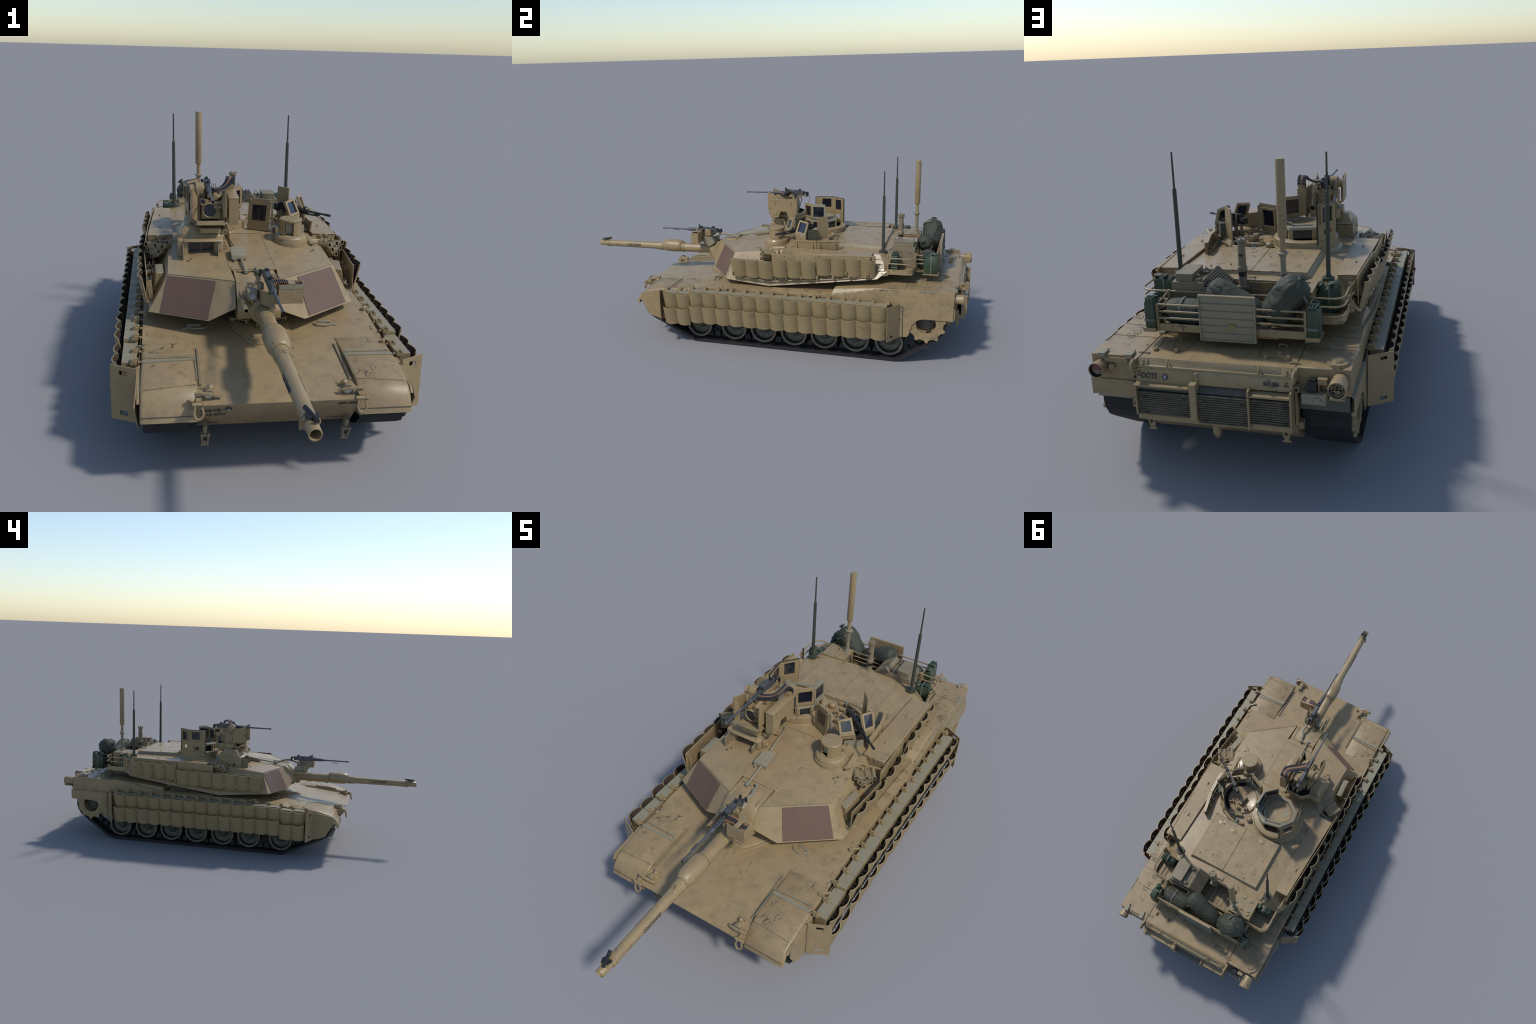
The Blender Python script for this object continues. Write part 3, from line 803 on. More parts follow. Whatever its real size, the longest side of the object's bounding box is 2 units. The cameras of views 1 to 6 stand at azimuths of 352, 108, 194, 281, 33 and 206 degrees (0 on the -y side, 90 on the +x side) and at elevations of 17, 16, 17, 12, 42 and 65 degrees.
# sprocket: toothed ring with scallops, dished hub with bolts
def sprocket_mesh():
    b = MB()
    n = 11
    pts = []
    for i in range(n):
        a0 = 2 * PI * i / n
        for da, r in ((-.20, .0765), (-.115, .0790), (-.055, .0885), (.055, .0885), (.115, .0790), (.20, .0765), (.285, .0752)):
            pts.append((a0 + da, r))
    ring = [V((0, r * math.cos(a), r * math.sin(a))) for a, r in pts]
    inner = [V((0, .044 * math.cos(a), .044 * math.sin(a))) for a, r in pts]
    m = len(ring)
    for x0, x1 in ((-.0045, .0045),):
        A = [b.bm.verts.new(p + V((x1, 0, 0))) for p in ring]; B = [b.bm.verts.new(p + V((x0, 0, 0))) for p in ring]
        C = [b.bm.verts.new(p + V((x1, 0, 0))) for p in inner]; D = [b.bm.verts.new(p + V((x0, 0, 0))) for p in inner]
        for i in range(m):
            j = (i + 1) % m
            b.face([A[i], A[j], C[j], C[i]]); b.face([B[j], B[i], D[i], D[j]]); b.face([A[j], A[i], B[i], B[j]]); b.face([C[i], C[j], D[j], D[i]])
    for i in range(n):          # bolted scallops
        a = 2 * PI * (i + .5) / n
        b.cyl((.0040, .0585 * math.cos(a), .0585 * math.sin(a)), (.0065, .0585 * math.cos(a), .0585 * math.sin(a)), .0085, n=12)
    b.lathe((0, 0, 0), (1, 0, 0), [(-.052, .050), (-.0047, .0505), (.0048, .0520), (.0048, .0480), (-.042, .0440), (-.046, .040), (-.036, .0385), (-.030, .036), (-.028, .033), (-.028, .020), (-.022, .0185), (-.022, 0)], 30, 0,
            mats=[0, 0, 0, 0, 0, 2, 1, 1, 1, 1, 1])
    for i in range(10):
        a = 2 * PI * i / 10
        b.cyl((-.029, .0265 * math.cos(a), .0265 * math.sin(a)), (-.0245, .0265 * math.cos(a), .0265 * math.sin(a)), .0035, n=8, m=1)
    for i in range(3):
        a = 2 * PI * i / 3 + .6
        b.obox((-.020, .0455 * math.cos(a), .0455 * math.sin(a)), (.022, .004, .026), M.Rotation(a, 3, "X"), 2)
    return b
sp = sprocket_mesh().obj("drive_sprocket", tank, [TAN, HUBDARK, HOLE], ang=32)
sp.matrix_local = place(.3590, SPR.y, SPR.z, 0, 0, .2)
inst(sp, place(-.3590, SPR.y, SPR.z, PI, 0, .1))
b = MB()
b.lathe((0, 0, 0), (1, 0, 0), [(-.10, 0), (-.10, .058), (.020, .058), (.022, .050), (.006, .044), (.002, .024), (.016, .018), (.016, 0)], 28, 0, mats=[2, 2, 1, 0, 0, 0, 0])
idl = b.obj("idler_wheel", tank, [WHEEL, TYRE, RUBBER], ang=32)
idl.matrix_local = place(.330, IDL.y, IDL.z)
inst(idl, place(-.330, IDL.y, IDL.z, PI))

def track_loop():
    """Outer line of the track as (y, z) points, clockwise from the front contact."""
    ro, rs = .0770, .0920
    pts = [(y, 0.0) for y in [-.297 + (.712 + .297) * i / 30 for i in range(31)]]
    a0 = math.radians(-54)
    pts += [(SPR.y + rs * math.cos(a0 + (PI / 2 - a0) * i / 12), SPR.z + rs * math.sin(a0 + (PI / 2 - a0) * i / 12)) for i in range(13)]
    s, e = pts[-1], (IDL.y, IDL.z + ro)
    pts += [(s[0] + (e[0] - s[0]) * i / 32, s[1] + (e[1] - s[1]) * i / 32 - .012 * math.sin(PI * i / 32)) for i in range(1, 33)]
    a0, a1 = math.radians(92), math.radians(243)
    pts += [(IDL.y + ro * math.cos(a0 + (a1 - a0) * i / 10), IDL.z + ro * math.sin(a0 + (a1 - a0) * i / 10)) for i in range(1, 11)]
    return pts

def resample(pts, step):
    P = [V((0, *p)) for p in pts]
    P.append(P[0].copy())
    out, d, acc = [P[0].copy()], 0.0, 0.0
    tot = sum((q - p).length for p, q in zip(P, P[1:]))
    n = round(tot / step)
    step = tot / n
    need = step
    for p, q in zip(P, P[1:]):
        L = (q - p).length
        while acc + L >= need - 1e-9 and len(out) < n:
            out.append(p + (q - p) * ((need - acc) / L))
            need += step
        acc += L
    return out

for sx in (-1, 1):
    b = MB()
    loop = resample(track_loop(), .0395)
    n = len(loop)
    x0, x1 = sx * .2300, sx * .3545
    for i in range(n):
        p, q = loop[i], loop[(i + 1) % n]
        d = (q - p).normalized()
        w = V((0, -d.z, d.y))            # inward of the loop
        c = (p + q) / 2
        L = (q - p).length
        g = .0009
        a, e = p + d * g, q - d * g
        t = .0130
        # shoe body
        b.hexa([V((x0, 0, 0)) + a, V((x1, 0, 0)) + a, V((x1, 0, 0)) + e, V((x0, 0, 0)) + e,
                V((x0, 0, 0)) + a + w * t, V((x1, 0, 0)) + a + w * t, V((x1, 0, 0)) + e + w * t, V((x0, 0, 0)) + e + w * t], 0)
        # binder strip so that no daylight shows between shoes
        b.hexa([V((x0, 0, 0)) + p + w * .0012, V((x1 - sx * .0005, 0, 0)) + p + w * .0012, V((x1 - sx * .0005, 0, 0)) + q + w * .0012, V((x0, 0, 0)) + q + w * .0012,
                V((x0, 0, 0)) + p + w * .0125, V((x1 - sx * .0005, 0, 0)) + p + w * .0125, V((x1 - sx * .0005, 0, 0)) + q + w * .0125, V((x0, 0, 0)) + q + w * .0125], 0)
        # raised pads and end connectors
        for xa, xb in ((.240, .288), (.297, .345)):
            a2, e2 = c - d * L * .34, c + d * L * .34
            b.hexa([V((sx * xa, 0, 0)) + a2 + w * .001, V((sx * xb, 0, 0)) + a2 + w * .001, V((sx * xb, 0, 0)) + e2 + w * .001, V((sx * xa, 0, 0)) + e2 + w * .001,
                    V((sx * xa, 0, 0)) + a2 - w * .0006, V((sx * xb, 0, 0)) + a2 - w * .0006, V((sx * xb, 0, 0)) + e2 - w * .0006, V((sx * xa, 0, 0)) + e2 - w * .0006], 0)
        for xa, xb in ((.2265, .2302),):
            for f in (.05, .95):
                m = p + d * L * f + w * .007
                b.hexa([V((sx * xa, 0, 0)) + m - d * .008 - w * .0055, V((sx * xb, 0, 0)) + m - d * .008 - w * .0055, V((sx * xb, 0, 0)) + m + d * .008 - w * .0055, V((sx * xa, 0, 0)) + m + d * .008 - w * .0055,
                        V((sx * xa, 0, 0)) + m - d * .008 + w * .0055, V((sx * xb, 0, 0)) + m - d * .008 + w * .0055, V((sx * xb, 0, 0)) + m + d * .008 + w * .0055, V((sx * xa, 0, 0)) + m + d * .008 + w * .0055], 1)
        gm = c + w * t                    # centre guide
        b.hexa([V((sx * .286, 0, 0)) + gm - d * .0165, V((sx * .298, 0, 0)) + gm - d * .0165, V((sx * .298, 0, 0)) + gm + d * .0165, V((sx * .286, 0, 0)) + gm + d * .0165,
                V((sx * .289, 0, 0)) + gm - d * .012 + w * .026, V((sx * .295, 0, 0)) + gm - d * .012 + w * .026, V((sx * .295, 0, 0)) + gm + d * .012 + w * .026, V((sx * .289, 0, 0)) + gm + d * .012 + w * .026], 1)
    t = b.obj("track", tank, [RUBBER, TRACKSTEEL])
    t["kind"] = "stuff"
    b = MB()             # swing arms and return rollers, seen in the gaps between the wheels
    for y in WHEEL_Y:
        b.hexa([(sx * .216, y - .012, .080), (sx * .236, y - .012, .080), (sx * .236, y + .012, .080), (sx * .216, y + .012, .080),
                (sx * .216, y - .090, .128), (sx * .236, y - .090, .128), (sx * .236, y - .060, .140), (sx * .216, y - .060, .140)])
    b.cyl((sx * .215, -.18, .205), (sx * .300, -.18, .205), .022, n=18); b.cyl((sx * .215, .43, .205), (sx * .300, .43, .205), .022, n=18)
    b.cyl((sx * .21, SPR.y, SPR.z), (sx * .305, SPR.y, SPR.z), .043, n=18)
    b.obj("suspension_arm", tank, [HUBDARK])

# ------------------------------------------------------------------ side armour
skirt = empty("side_armour", tank)
EDGE = [-.420 + .0675 * i for i in range(17)]
for sx in (-1, 1):
    b = MB()
    b.prism([(sx * .3640, y, z) for y, z in ((-.4255, .258), (-.4255, .112), (.66, .128), (.7195, .128), (.7195, .2712), (-.05, .2712))], (sx * .0035, 0, 0))
    # rear fender plate with the arch over the sprocket
    arch = [(.7265, .2712), (.7265, .129), (.744, .1305), (.7535, .142), (.7580, .165), (.7665, .190), (.781, .208), (.800, .2185), (.820, .2215), (.9425, .2215), (.9425, .2735)]
    b.prism([(sx * .3665, y, z) for y, z in arch], (sx * .0035, 0, 0))
    b.prism([(sx * .3605, .7230, .2705), (sx * .3605, .9425, .2735), (sx * .3605, .9425, .2755), (sx * .3605, .7230, .2725)], (sx * .0095, 0, 0), 1)
    b.box(sx * .3655, sx * .3700, .6680, .7120, .129, .2705)
    b.box(sx * .3675, sx * .3712, .7205, .7238, .131, .268, 1)
    b.obj("skirt_plate", skirt, [SMUDGED, SAGE])
    # front end plate and rear end plate with hand slots
    b = MB()
    u = V((sx * .071, .034, 0)).normalized()
    o = V((sx * .3725, -.4660, .1085))
    W = .0790
    hs = [(.028, .052, .136, .150), (.028, .052, .016, .030)]
    b.holed(o, u, (0, .012, 1), W, .163, hs, .003)
    b.obj("skirt_end_plate", skirt, [TAN])
    b = MB()
    o = V((sx * .3720, .7105, .1265)); u = V((sx * .071, -.0445, 0)).normalized()
    b.holed(o, u, (0, 0, 1), .0838, .160, [(.040, .062, .138, .149), (.040, .062, .012, .023)], .0030)
    b.obj("skirt_end_plate", skirt, [TAN])

b = MB()      # reactive block behind the tiles: sage top, tan sides
b.box(-.0205, .0205, -.0332, .0332, -.138, 0, 0, 1)
b.box(.0208, .0222, -.024, .024, -.070, -.012, 2)
blk = b.obj("reactive_block", skirt, [TAN2, SAGE, SEAM], bevel=.0008)
b = MB()      # clamp that holds the block to the hull edge
b.box(-.010, .009, -.0085, .0085, -.002, .009); b.obox((-.004, 0, .0115), (.017, .006, .006)); b.obox((.003, 0, .012), (.006, .019, .005))
b.cyl((-.012, 0, .003), (-.020, 0, .003), .0035, n=8); b.box(.001, .006, -.005, .005, .008, .0135)
b.box(-.005, .000, -.0015, .0015, -.020, -.001)
clamp = b.obj("block_clamp", skirt, [TAN])

def tile_mesh(h, w=.0668, sag=.0128, t=.0034, n=14):
    """Outward-bulging armour tile: a curved shell with a dark inner face, bolt and lug."""
    b = MB()
    R = ((w / 2) ** 2 + sag ** 2) / (2 * sag)
    am = math.asin((w / 2) / R)
    sec = [(R * math.cos(-am + 2 * am * i / n) - (R - sag), R * math.sin(-am + 2 * am * i / n)) for i in range(n + 1)]
    R2 = R - t
    inn = [(R2 * math.cos(-am + 2 * am * i / n) - (R - sag), R2 * math.sin(-am + 2 * am * i / n)) for i in range(n + 1)]
    oa = [b.bm.verts.new((x, y, 0)) for x, y in sec]; ob = [b.bm.verts.new((x, y, h)) for x, y in sec]
    ia = [b.bm.verts.new((x, y, 0)) for x, y in inn]; ib = [b.bm.verts.new((x, y, h)) for x, y in inn]
    for i in range(n):
        b.face([oa[i], oa[i + 1], ob[i + 1], ob[i]], 0)
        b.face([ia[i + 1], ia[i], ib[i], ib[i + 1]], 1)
        b.face([ob[i], ob[i + 1], ib[i + 1], ib[i]], 0); b.face([oa[i + 1], oa[i], ia[i], ia[i + 1]], 0)
    for i in (0, n):
        b.face([oa[i], ob[i], ib[i], ia[i]], 0)
    b.box(-.004, .006, -.0022, .0022, h * .40, h * .75, 1)
    b.cyl((-.006, .012, h * .82), (sag - t - .004, .012, h * .82), .0018, n=6, m=2)
    return b
tile_lo = tile_mesh(.0885).obj("reactive_tile", skirt, [TAN2, DARKBROWN, LINK], ang=30)
tile_up = tile_mesh(.0800).obj("reactive_tile", skirt, [TAN2, DARKBROWN, LINK], ang=30)
rnd = random.Random(3)
used = {}
def put(src, mt):
    if src.name not in used:
        used[src.name] = 1
        src.matrix_local = mt
    else:
        inst(src, mt)
for sx in (1, -1):
    rz = 0 if sx > 0 else PI
    for i in range(16):
        y = (EDGE[i] + EDGE[i + 1]) / 2
        front = i < 2
        zt = .2700 if front else .2845 + .003 * min(1, i / 14)
        put(blk, place(sx * .3930, y, zt - .003 if not front else zt, rz))
        put(clamp, place(sx * .3800, EDGE[i] + .0, zt - .0025, rz))
        j = rnd.uniform(-1, 1)
        # the upper row hangs from the block, the lower row leans out over it
        put(tile_up, place(sx * (.4140 + .0006 * j), y, zt - .0785 + .0006 * rnd.uniform(-1, 1), rz, math.radians(12.0 + .5 * j)))
        zl = .1130 if front else .1290
        put(tile_lo, place(sx * (.4190 + .0006 * j), y, zl + .0006 * rnd.uniform(-1, 1), rz, math.radians(12.5 + .6 * rnd.uniform(-1, 1))))
    put(clamp, place(sx * .3800, EDGE[16], .285, rz))
# ------------------------------------------------------------------ turret shell
a0, a1, a2, a3 = V((.0487, -.2533, .4439)), V((.2483, -.1027, .4431)), V((.245, .150, .466)), V((.240, .600, .470))
b0, b1, b2, b3 = V((-.0834, -.2446, .4391)), V((-.2816, -.1584, .4370)), V((-.275, .150, .466)), V((-.268, .600, .470))
a4, b4 = V((.205, .655, .4715)), V((-.233, .655, .4715))
c0R, c0L = V((.055, -.144, .450)), V((-.090, -.144, .450))
c1R, c1L = V((.045, .129, .4855)), V((-.076, .129, .4855))
c2R, c2L = V((.045, .655, .4790)), V((-.076, .655, .4790))
imR, biR, d1, d2, d3, d4, d5 = V((.039, -.291, .365)), V((.1294, -.2679, .3232)), V((.3136, -.1281, .3238)), V((.318, .085, .3055)), V((.316, .350, .340)), V((.312, .598, .3735)), V((.292, .640, .405))
imL, biL, e1, e2, e3, e4, e5 = V((-.087, -.309, .378)), V((-.1647, -.2825, .3300)), V((-.3413, -.2024, .3329)), V((-.345, .075, .3055)), V((-.343, .350, .340)), V((-.338, .598, .3735)), V((-.318, .640, .405))
b = MB()
W = {}
def vv(p):
    k = tuple(round(q, 5) for q in p)
    if k not in W:
        W[k] = b.bm.verts.new(p)
    return W[k]
def F(*pts, m=0):
    b.face([vv(V(p)) for p in pts], m)
F(a0, a1, c0R); F(a1, a2, c1R, c0R); F(c1R, a2, a3, c2R); F(a3, a4, c2R)
F(b0, c0L, b1); F(b1, c0L, c1L, b2); F(c1L, c2L, b3, b2); F(b3, c2L, b4)
F(c0L, c0R, c1R, c1L); F(c1L, c1R, c2R, c2L)
F(a1, d1, d2, a2); F(a2, d2, d3); F(a2, d3, d4, a3); F(a3, d4, d5); F(a3, d5, a4)
F(b1, b2, e2, e1); F(b2, e3, e2); F(b2, b3, e4, e3); F(b3, e5, e4); F(b3, b4, e5)
F(a0, imR, biR); F(a0, biR, d1, a1); F(b0, biL, imL); F(b0, b1, e1, biL)
hR, hL = V((.045, -.140, .335)), V((-.087, -.140, .335))
F(a0, c0R, hR, imR); F(b0, imL, hL, c0L); F(c0R, c0L, hL, hR)
gR, gL = V((.11, -.12, .3115)), V((-.14, -.12, .3115))
F(imR, hR, gR, biR); F(biR, gR, d1); F(d1, gR, d2); F(imL, biL, gL, hL); F(biL, e1, gL); F(e1, e2, gL); F(hR, hL, gL, gR)
r1, r2 = V((.205, .650, .398)), V((-.233, .650, .398))
F(gR, gL, e2, d2); F(d2, e2, e3, d3); F(d3, e3, e4, d4); F(d4, e4, r2, r1); F(d4, r1, d5); F(e4, e5, r2)
F(a4, d5, r1); F(b4, r2, e5); F(c2R, a4, r1, r2, b4, c2L)
turret = b.obj("turret", tank, [DECK], ang=20)
b = MB()
b.cyl((-.014, .055, .285), (-.014, .055, .318), .215, n=48)
b.obj("turret_ring", turret, [HOLE])

def on_cheek(TI, TO, BO, BI, u, v, off):
    p = (TI * (1 - u) + TO * u) * v + (BI * (1 - u) + BO * u) * (1 - v)
    n = (TO - TI).cross(BI - TI).normalized()
    if n.y > 0: n = -n
    return p + n * off
b = MB()
for TI, TO, BO, BI, us in ((a0, a1, d1, biR, (.095, .30, .945, .865)), (b0, b1, e1, biL, (.03, .265, .985, .815))):
    c = [(us[0], .035), (us[3], .035), (us[2], .955), (us[1], .955)]
    lo = [on_cheek(TI, TO, BO, BI, u, v, -.004) for u, v in c]
    hi = [on_cheek(TI, TO, BO, BI, u, v, .0022) for u, v in c]
    b.hexa(lo + hi)
b.obj("thermal_panel", turret, [BROWN])

# roof weld lines, service plate over the gun, bolts
b = MB()
def strip(p, q, w, h=.0007, m=0):
    p, q = V(p), V(q)
    d = (q - p).normalized(); n = d.cross(V((0, 0, 1))).normalized() * w / 2
    b.prism([p - n, q - n, q + n, p + n], (0, 0, h), m)
up = V((0, 0, .0003))
for p, q in ((c0R, c1R), (c0L, c1L)):
    strip(p + up, q + up, .0045, .0007, 2)
strip(c1L + up, c1R + up, .0012)
for p, q in ((a0, a1), (b0, b1)):
    strip(p * .998 + q * .002 + V((0, .001, .0008)), q + V((0, .001, .0004)), .0030, .0006, 1)
for x, y in ((.176, .019), (.185, .033), (.198, -.002), (.208, .010), (-.205, -.060), (-.190, -.052), (-.215, -.075)):
    z = .4540 + .06 * (y + .02)
    b.cyl((x, y, z - .006), (x, y, z + .0035), .0042, n=8, m=0)
b.obj("roof_weld", turret, [SEAM, GREYTAN, DECK])

# ---- mantlet: roof hatch plate, sloping front, gun collar
b = MB()
prof = [(-.145, .4450), (-.172, .4465), (-.262, .4400), (-.300, .4040), (-.316, .3720), (-.310, .3460), (-.285, .335), (-.15, .335)]
b.profile_x(prof, -.0825, .0460)
b.box(-.088, .058, -.160, -.1445, .4440, .4512)
for x in (-.0770, .0345):
    b.hexa([(x - .005, -.258, .436), (x + .005, -.258, .436), (x + .005, -.175, .442), (x - .005, -.175, .442),
            (x - .005, -.258, .4425), (x + .005, -.258, .4425), (x + .005, -.175, .4485), (x - .005, -.175, .4485)])
    for y in (-.248, -.217, -.186):
        b.cyl((x, y, .440), (x, y, .4478 + .07 * (y + .2)), .0028, n=8)
b.obox((-.020, -.176, .4475), (.118, .0022, .003), None, 1)
for x, w in ((-.060, .020), (-.036, .016), (-.012, .010)):
    b.obox((x, -.179, .450), (w, .006, .005))
b.obj("gun_mantlet", turret, [DECK, SEAM], bevel=.0015)

# ---- main gun
GX0, GX1 = -.0115, -.0030     # root and muzzle: the barrel points a hair towards +x
def gc(y, dz=0.0):
    t = (y + .30) / -.70
    return V((GX0 + (GX1 - GX0) * t, y, .3765 + dz))
gd = (gc(-1.0) - gc(-.3)).normalized()
g0 = gc(-.29)
def gprof(rows):
    return [((-.29 - y), r) for y, r in rows]
b = MB()
b.lathe(g0, gd, gprof([(-.26, .0), (-.26, .041), (-.318, .041), (-.332, .038), (-.336, .031), (-.336, .0)]), 32)
b.lathe(g0, gd, gprof([(-.30, .0238), (-.395, .0238), (-.395, .0256), (-.404, .0256), (-.404, .0242), (-.492, .0242), (-.492, .0268), (-.503, .0268), (-.503, .0240),
                       (-.600, .0205), (-.614, .0208), (-.614, .0228), (-.632, .0228), (-.632, .0222), (-.644, .0222), (-.644, .0205), (-.654, .0205), (-.654, .0190),
                       (-.936, .0172), (-.937, .0190), (-.945, .0190), (-.9455, .0172), (-.948, .0172), (-.9485, .0190), (-.958, .0188), (-.9585, .0150), (-.9995, .0148),
                       (-1.0010, .0140), (-1.0010, .0122), (-.9990, .0117), (-.90, .0117), (-.90, 0)]), 40,
        mats=[0] * 30 + [1, 1])
e0 = gc(-.505, .0062)
b.lathe(e0, gd, [(-.004, .0225), (.000, .0272), (.005, .0306), (.014, .0326), (.024, .0332), (.074, .0332), (.086, .0322), (.096, .0298), (.104, .0266), (.110, .0234), (.112, .0205), (.112, 0)], 40)
gun = b.obj("main_gun", turret, [TAN, BORE], ang=30)
b = MB()       # muzzle reference sensor and clamp
m0 = gc(-.962)
b.obox(m0 + V((.002, -.004, .0165)), (.026, .030, .006), None, 0)
b.cyl(m0 + V((-.010, .024, .028)), m0 + V((.006, -.022, .0225)), .0058, n=12, m=1)
b.cyl(m0 + V((.006, -.022, .0225)), m0 + V((.0075, -.0255, .022)), .0048, n=12, m=1)
b.obox(m0 + V((-.008, -.008, .022)), (.008, .016, .009), (0, 0, 20), 1); b.obox(m0 + V((.010, -.004, .022)), (.007, .018, .008), (0, 0, -12), 1)
b.cyl(m0 + V((-.013, .002, .021)), m0 + V((.015, -.004, .021)), .0025, n=8, m=1)
b.obox(m0 + V((-.0195, .012, -.004)), (.006, .010, .022), None, 0)
b.obj("muzzle_sensor", gun, [TAN, BLACK])
def barrel_wrap(side, yc):
    def f(x, y, z):
        yy = yc + (x if side > 0 else -x)
        c = gc(yy); R = .0190 + (.0172 - .0190) * (yy + .654) / (-.282)
        a = y / R + .06
        return c + V((side * math.cos(a), 0, math.sin(a))) * (R + z)
    return f
for s_ in (1, -1):
    lettering("COACHWHIP", "name_lettering", gun, INK, .0215, (0, 0, 0), (1, 0, 0), (0, 0, 1), wrap=barrel_wrap(s_, -.786), squeeze=.62, bold=.0001)
b = MB()       # index ticks on the evacuator ring
for i in range(10):
    t = i * .35 - .2
    c = gc(-.610); d = V((math.cos(t), 0, math.sin(t)))
    b.obox(c + d * .0226 + V((0, -.006, 0)), (.0012, .006, .0012), None, 0)
b.obj("index_tick", gun, [SEAM])

# ---- .50 machine gun over the mantlet
def heavy_mg(b, c, d, L_barrel, L_recv, m=0, md=1):
    """Receiver, perforated sleeve, barrel, grips; c = front of the receiver, d = shooting direction."""
    c, d = V(c), V(d).normalized()
    r = d.cross(V((0, 0, 1))).normalized(); u = r.cross(d)
    R = M((r, d, u)).transposed()
    k = L_recv
    b.obox(c - d * k * .5, (.0140, k, .0225), R, m)
    b.obox(c - d * k * .45 + u * .0125, (.0135, k * .88, .006), R, m)
    b.obox(c - d * k * .14 + u * .0155, (.017, k * .12, .008), R, md)
    b.obox(c - d * k * .80 + u * .0175, (.010, k * .10, .009), R, md)
    b.obox(c - d * k * .5 - u * .004, (.0165, k * .65, .009), R, m)
    b.obox(c - d * k * 1.02, (.015, .006, .022), R, md)
    for s in (-1, 1):
        b.tube([c - d * k * 1.02 + r * .006 * s + u * .004, c - d * (k + .014) + r * .011 * s + u * .004, c - d * (k + .020) + r * .012 * s - u * .012], .0030, 6, md)
        b.cyl(c - d * (k + .020) + r * .012 * s + u * .007, c - d * (k + .020) + r * .012 * s - u * .015, .0042, n=8, m=md)
    b.cyl(c - d * .002, c + d * .052, .0088, .0080, 14, m)
    for i in range(4):
        for a in range(6):
            t = a * PI / 3
            e = r * math.cos(t) + u * math.sin(t)
            b.cyl(c + d * (.008 + .011 * i) + e * .0070, c + d * (.008 + .011 * i) + e * .0089, .0026, n=8, m=md)
    b.cyl(c + d * .052, c + d * .066, .0086, .0065, 14, m)
    b.cyl(c + d * .060, c + d * (L_barrel - .016), .0050, .0034, 12, m)
    b.lathe(c + d * (L_barrel - .016), d, [(0, 0), (0, .0040), (.003, .0046), (.016, .0047), (.016, .0028), (.008, .0026), (.008, 0)], 12, m, mats=[m, m, m, md, md, md])
    b.obox(c - d * .004 + u * .022, (.003, .008, .012), R, md)
    return r, d, u
MGM = V((-.002, -.610, .479))
b = MB()
mgc = V((-.002, -.400, .480))
heavy_mg(b, mgc, (0, -1, 0), .210, .104)
b.tube([mgc + V((-.012, -.150, -.012)), mgc + V((-.012, -.118, -.012)), mgc + V((-.012, -.118, -.008)), mgc + V((-.012, -.150, -.008))], .0008, 4, 1, True)
mg = b.obj("machine_gun", turret, [STEEL, BLACK], ang=30)
b = MB()      # cradle arm, swan neck, trays
b.prism([(.004, -.318, .452), (.004, -.345, .410), (.004, -.365, .405), (.004, -.400, .448), (.004, -.405, .468), (.004, -.330, .468)], (.006, 0, 0), 1)
b.prism([(.014, -.300, .420), (.014, -.335, .398), (.014, -.362, .430), (.014, -.362, .452), (.014, -.318, .452)], (.018, 0, 0), 1)
b.prism([(-.028, -.300, .432), (-.012, -.310, .432), (.010, -.345, .436), (.004, -.372, .440), (-.020, -.352, .446)], (0, 0, -.040), 0)
b.tube([(-.010, -.180, .449), (-.006, -.210, .455), (.006, -.236, .464), (.002, -.262, .468), (.010, -.285, .462), (.012, -.310, .452)], .0062, 8, 1)
b.cyl((-.012, -.178, .446), (-.012, -.178, .462), .007, n=10, m=1)
b.cyl((-.022, -.318, .462), (-.030, -.318, .462), .006, n=10, m=0); b.obox((-.018, -.322, .452), (.010, .018, .020), (0, 0, 20), 1)
def tray(x0, x1, y0, y1, z0, z1, t=.0022):
    b.box(x0, x1, y0, y1, z0, z0 + t); b.box(x0, x0 + t, y0, y1, z0 + t, z1); b.box(x1 - t, x1, y0, y1, z0 + t, z1)
    b.box(x0 + t, x1 - t, y0, y0 + t, z0 + t, z1); b.box(x0 + t, x1 - t, y1 - t, y1, z0 + t, z1)
tray(.020, .0905, -.406, -.368, .4265, .4825)
b.box(.048, .067, -.4055, -.3685, .4835, .4850)
b.box(.022, .089, -.4068, -.4062, .4700, .4812, 1)
tray(.008, .0315, -.352, -.322, .4580, .4860)
b.obox((.018, -.338, .478), (.012, .014, .014), (0, 0, 15)); b.cyl((.014, -.345, .482), (.024, -.345, .488), .004, n=8)
b.obj("machine_gun_mount", mg, [TAN, SAGE])
b = MB()
def rounds(x0, x1, y, z, n, dz=0.0):
    for i in range(n):
        x = x0 + (x1 - x0) * i / (n - 1)
        zz = z + dz * math.sin(PI * i / (n - 1))
        b.cyl((x, y + .012, zz), (x, y - .006, zz), .0026, n=7, m=1)
        b.cyl((x, y - .006, zz), (x, y - .016, zz), .0020, .0006, 7, 0)
        b.cyl((x, y + .016, zz), (x, y + .011, zz), .0030, n=7, m=0)
rounds(.008, .047, -.387, .4835, 8, .003)
rounds(.069, .087, -.387, .4770, 5)
b.box(.070, .088, -.403, -.371, .4600, .4740, 1)
b.obj("cartridge_belt", mg, [COPPER, LINK])

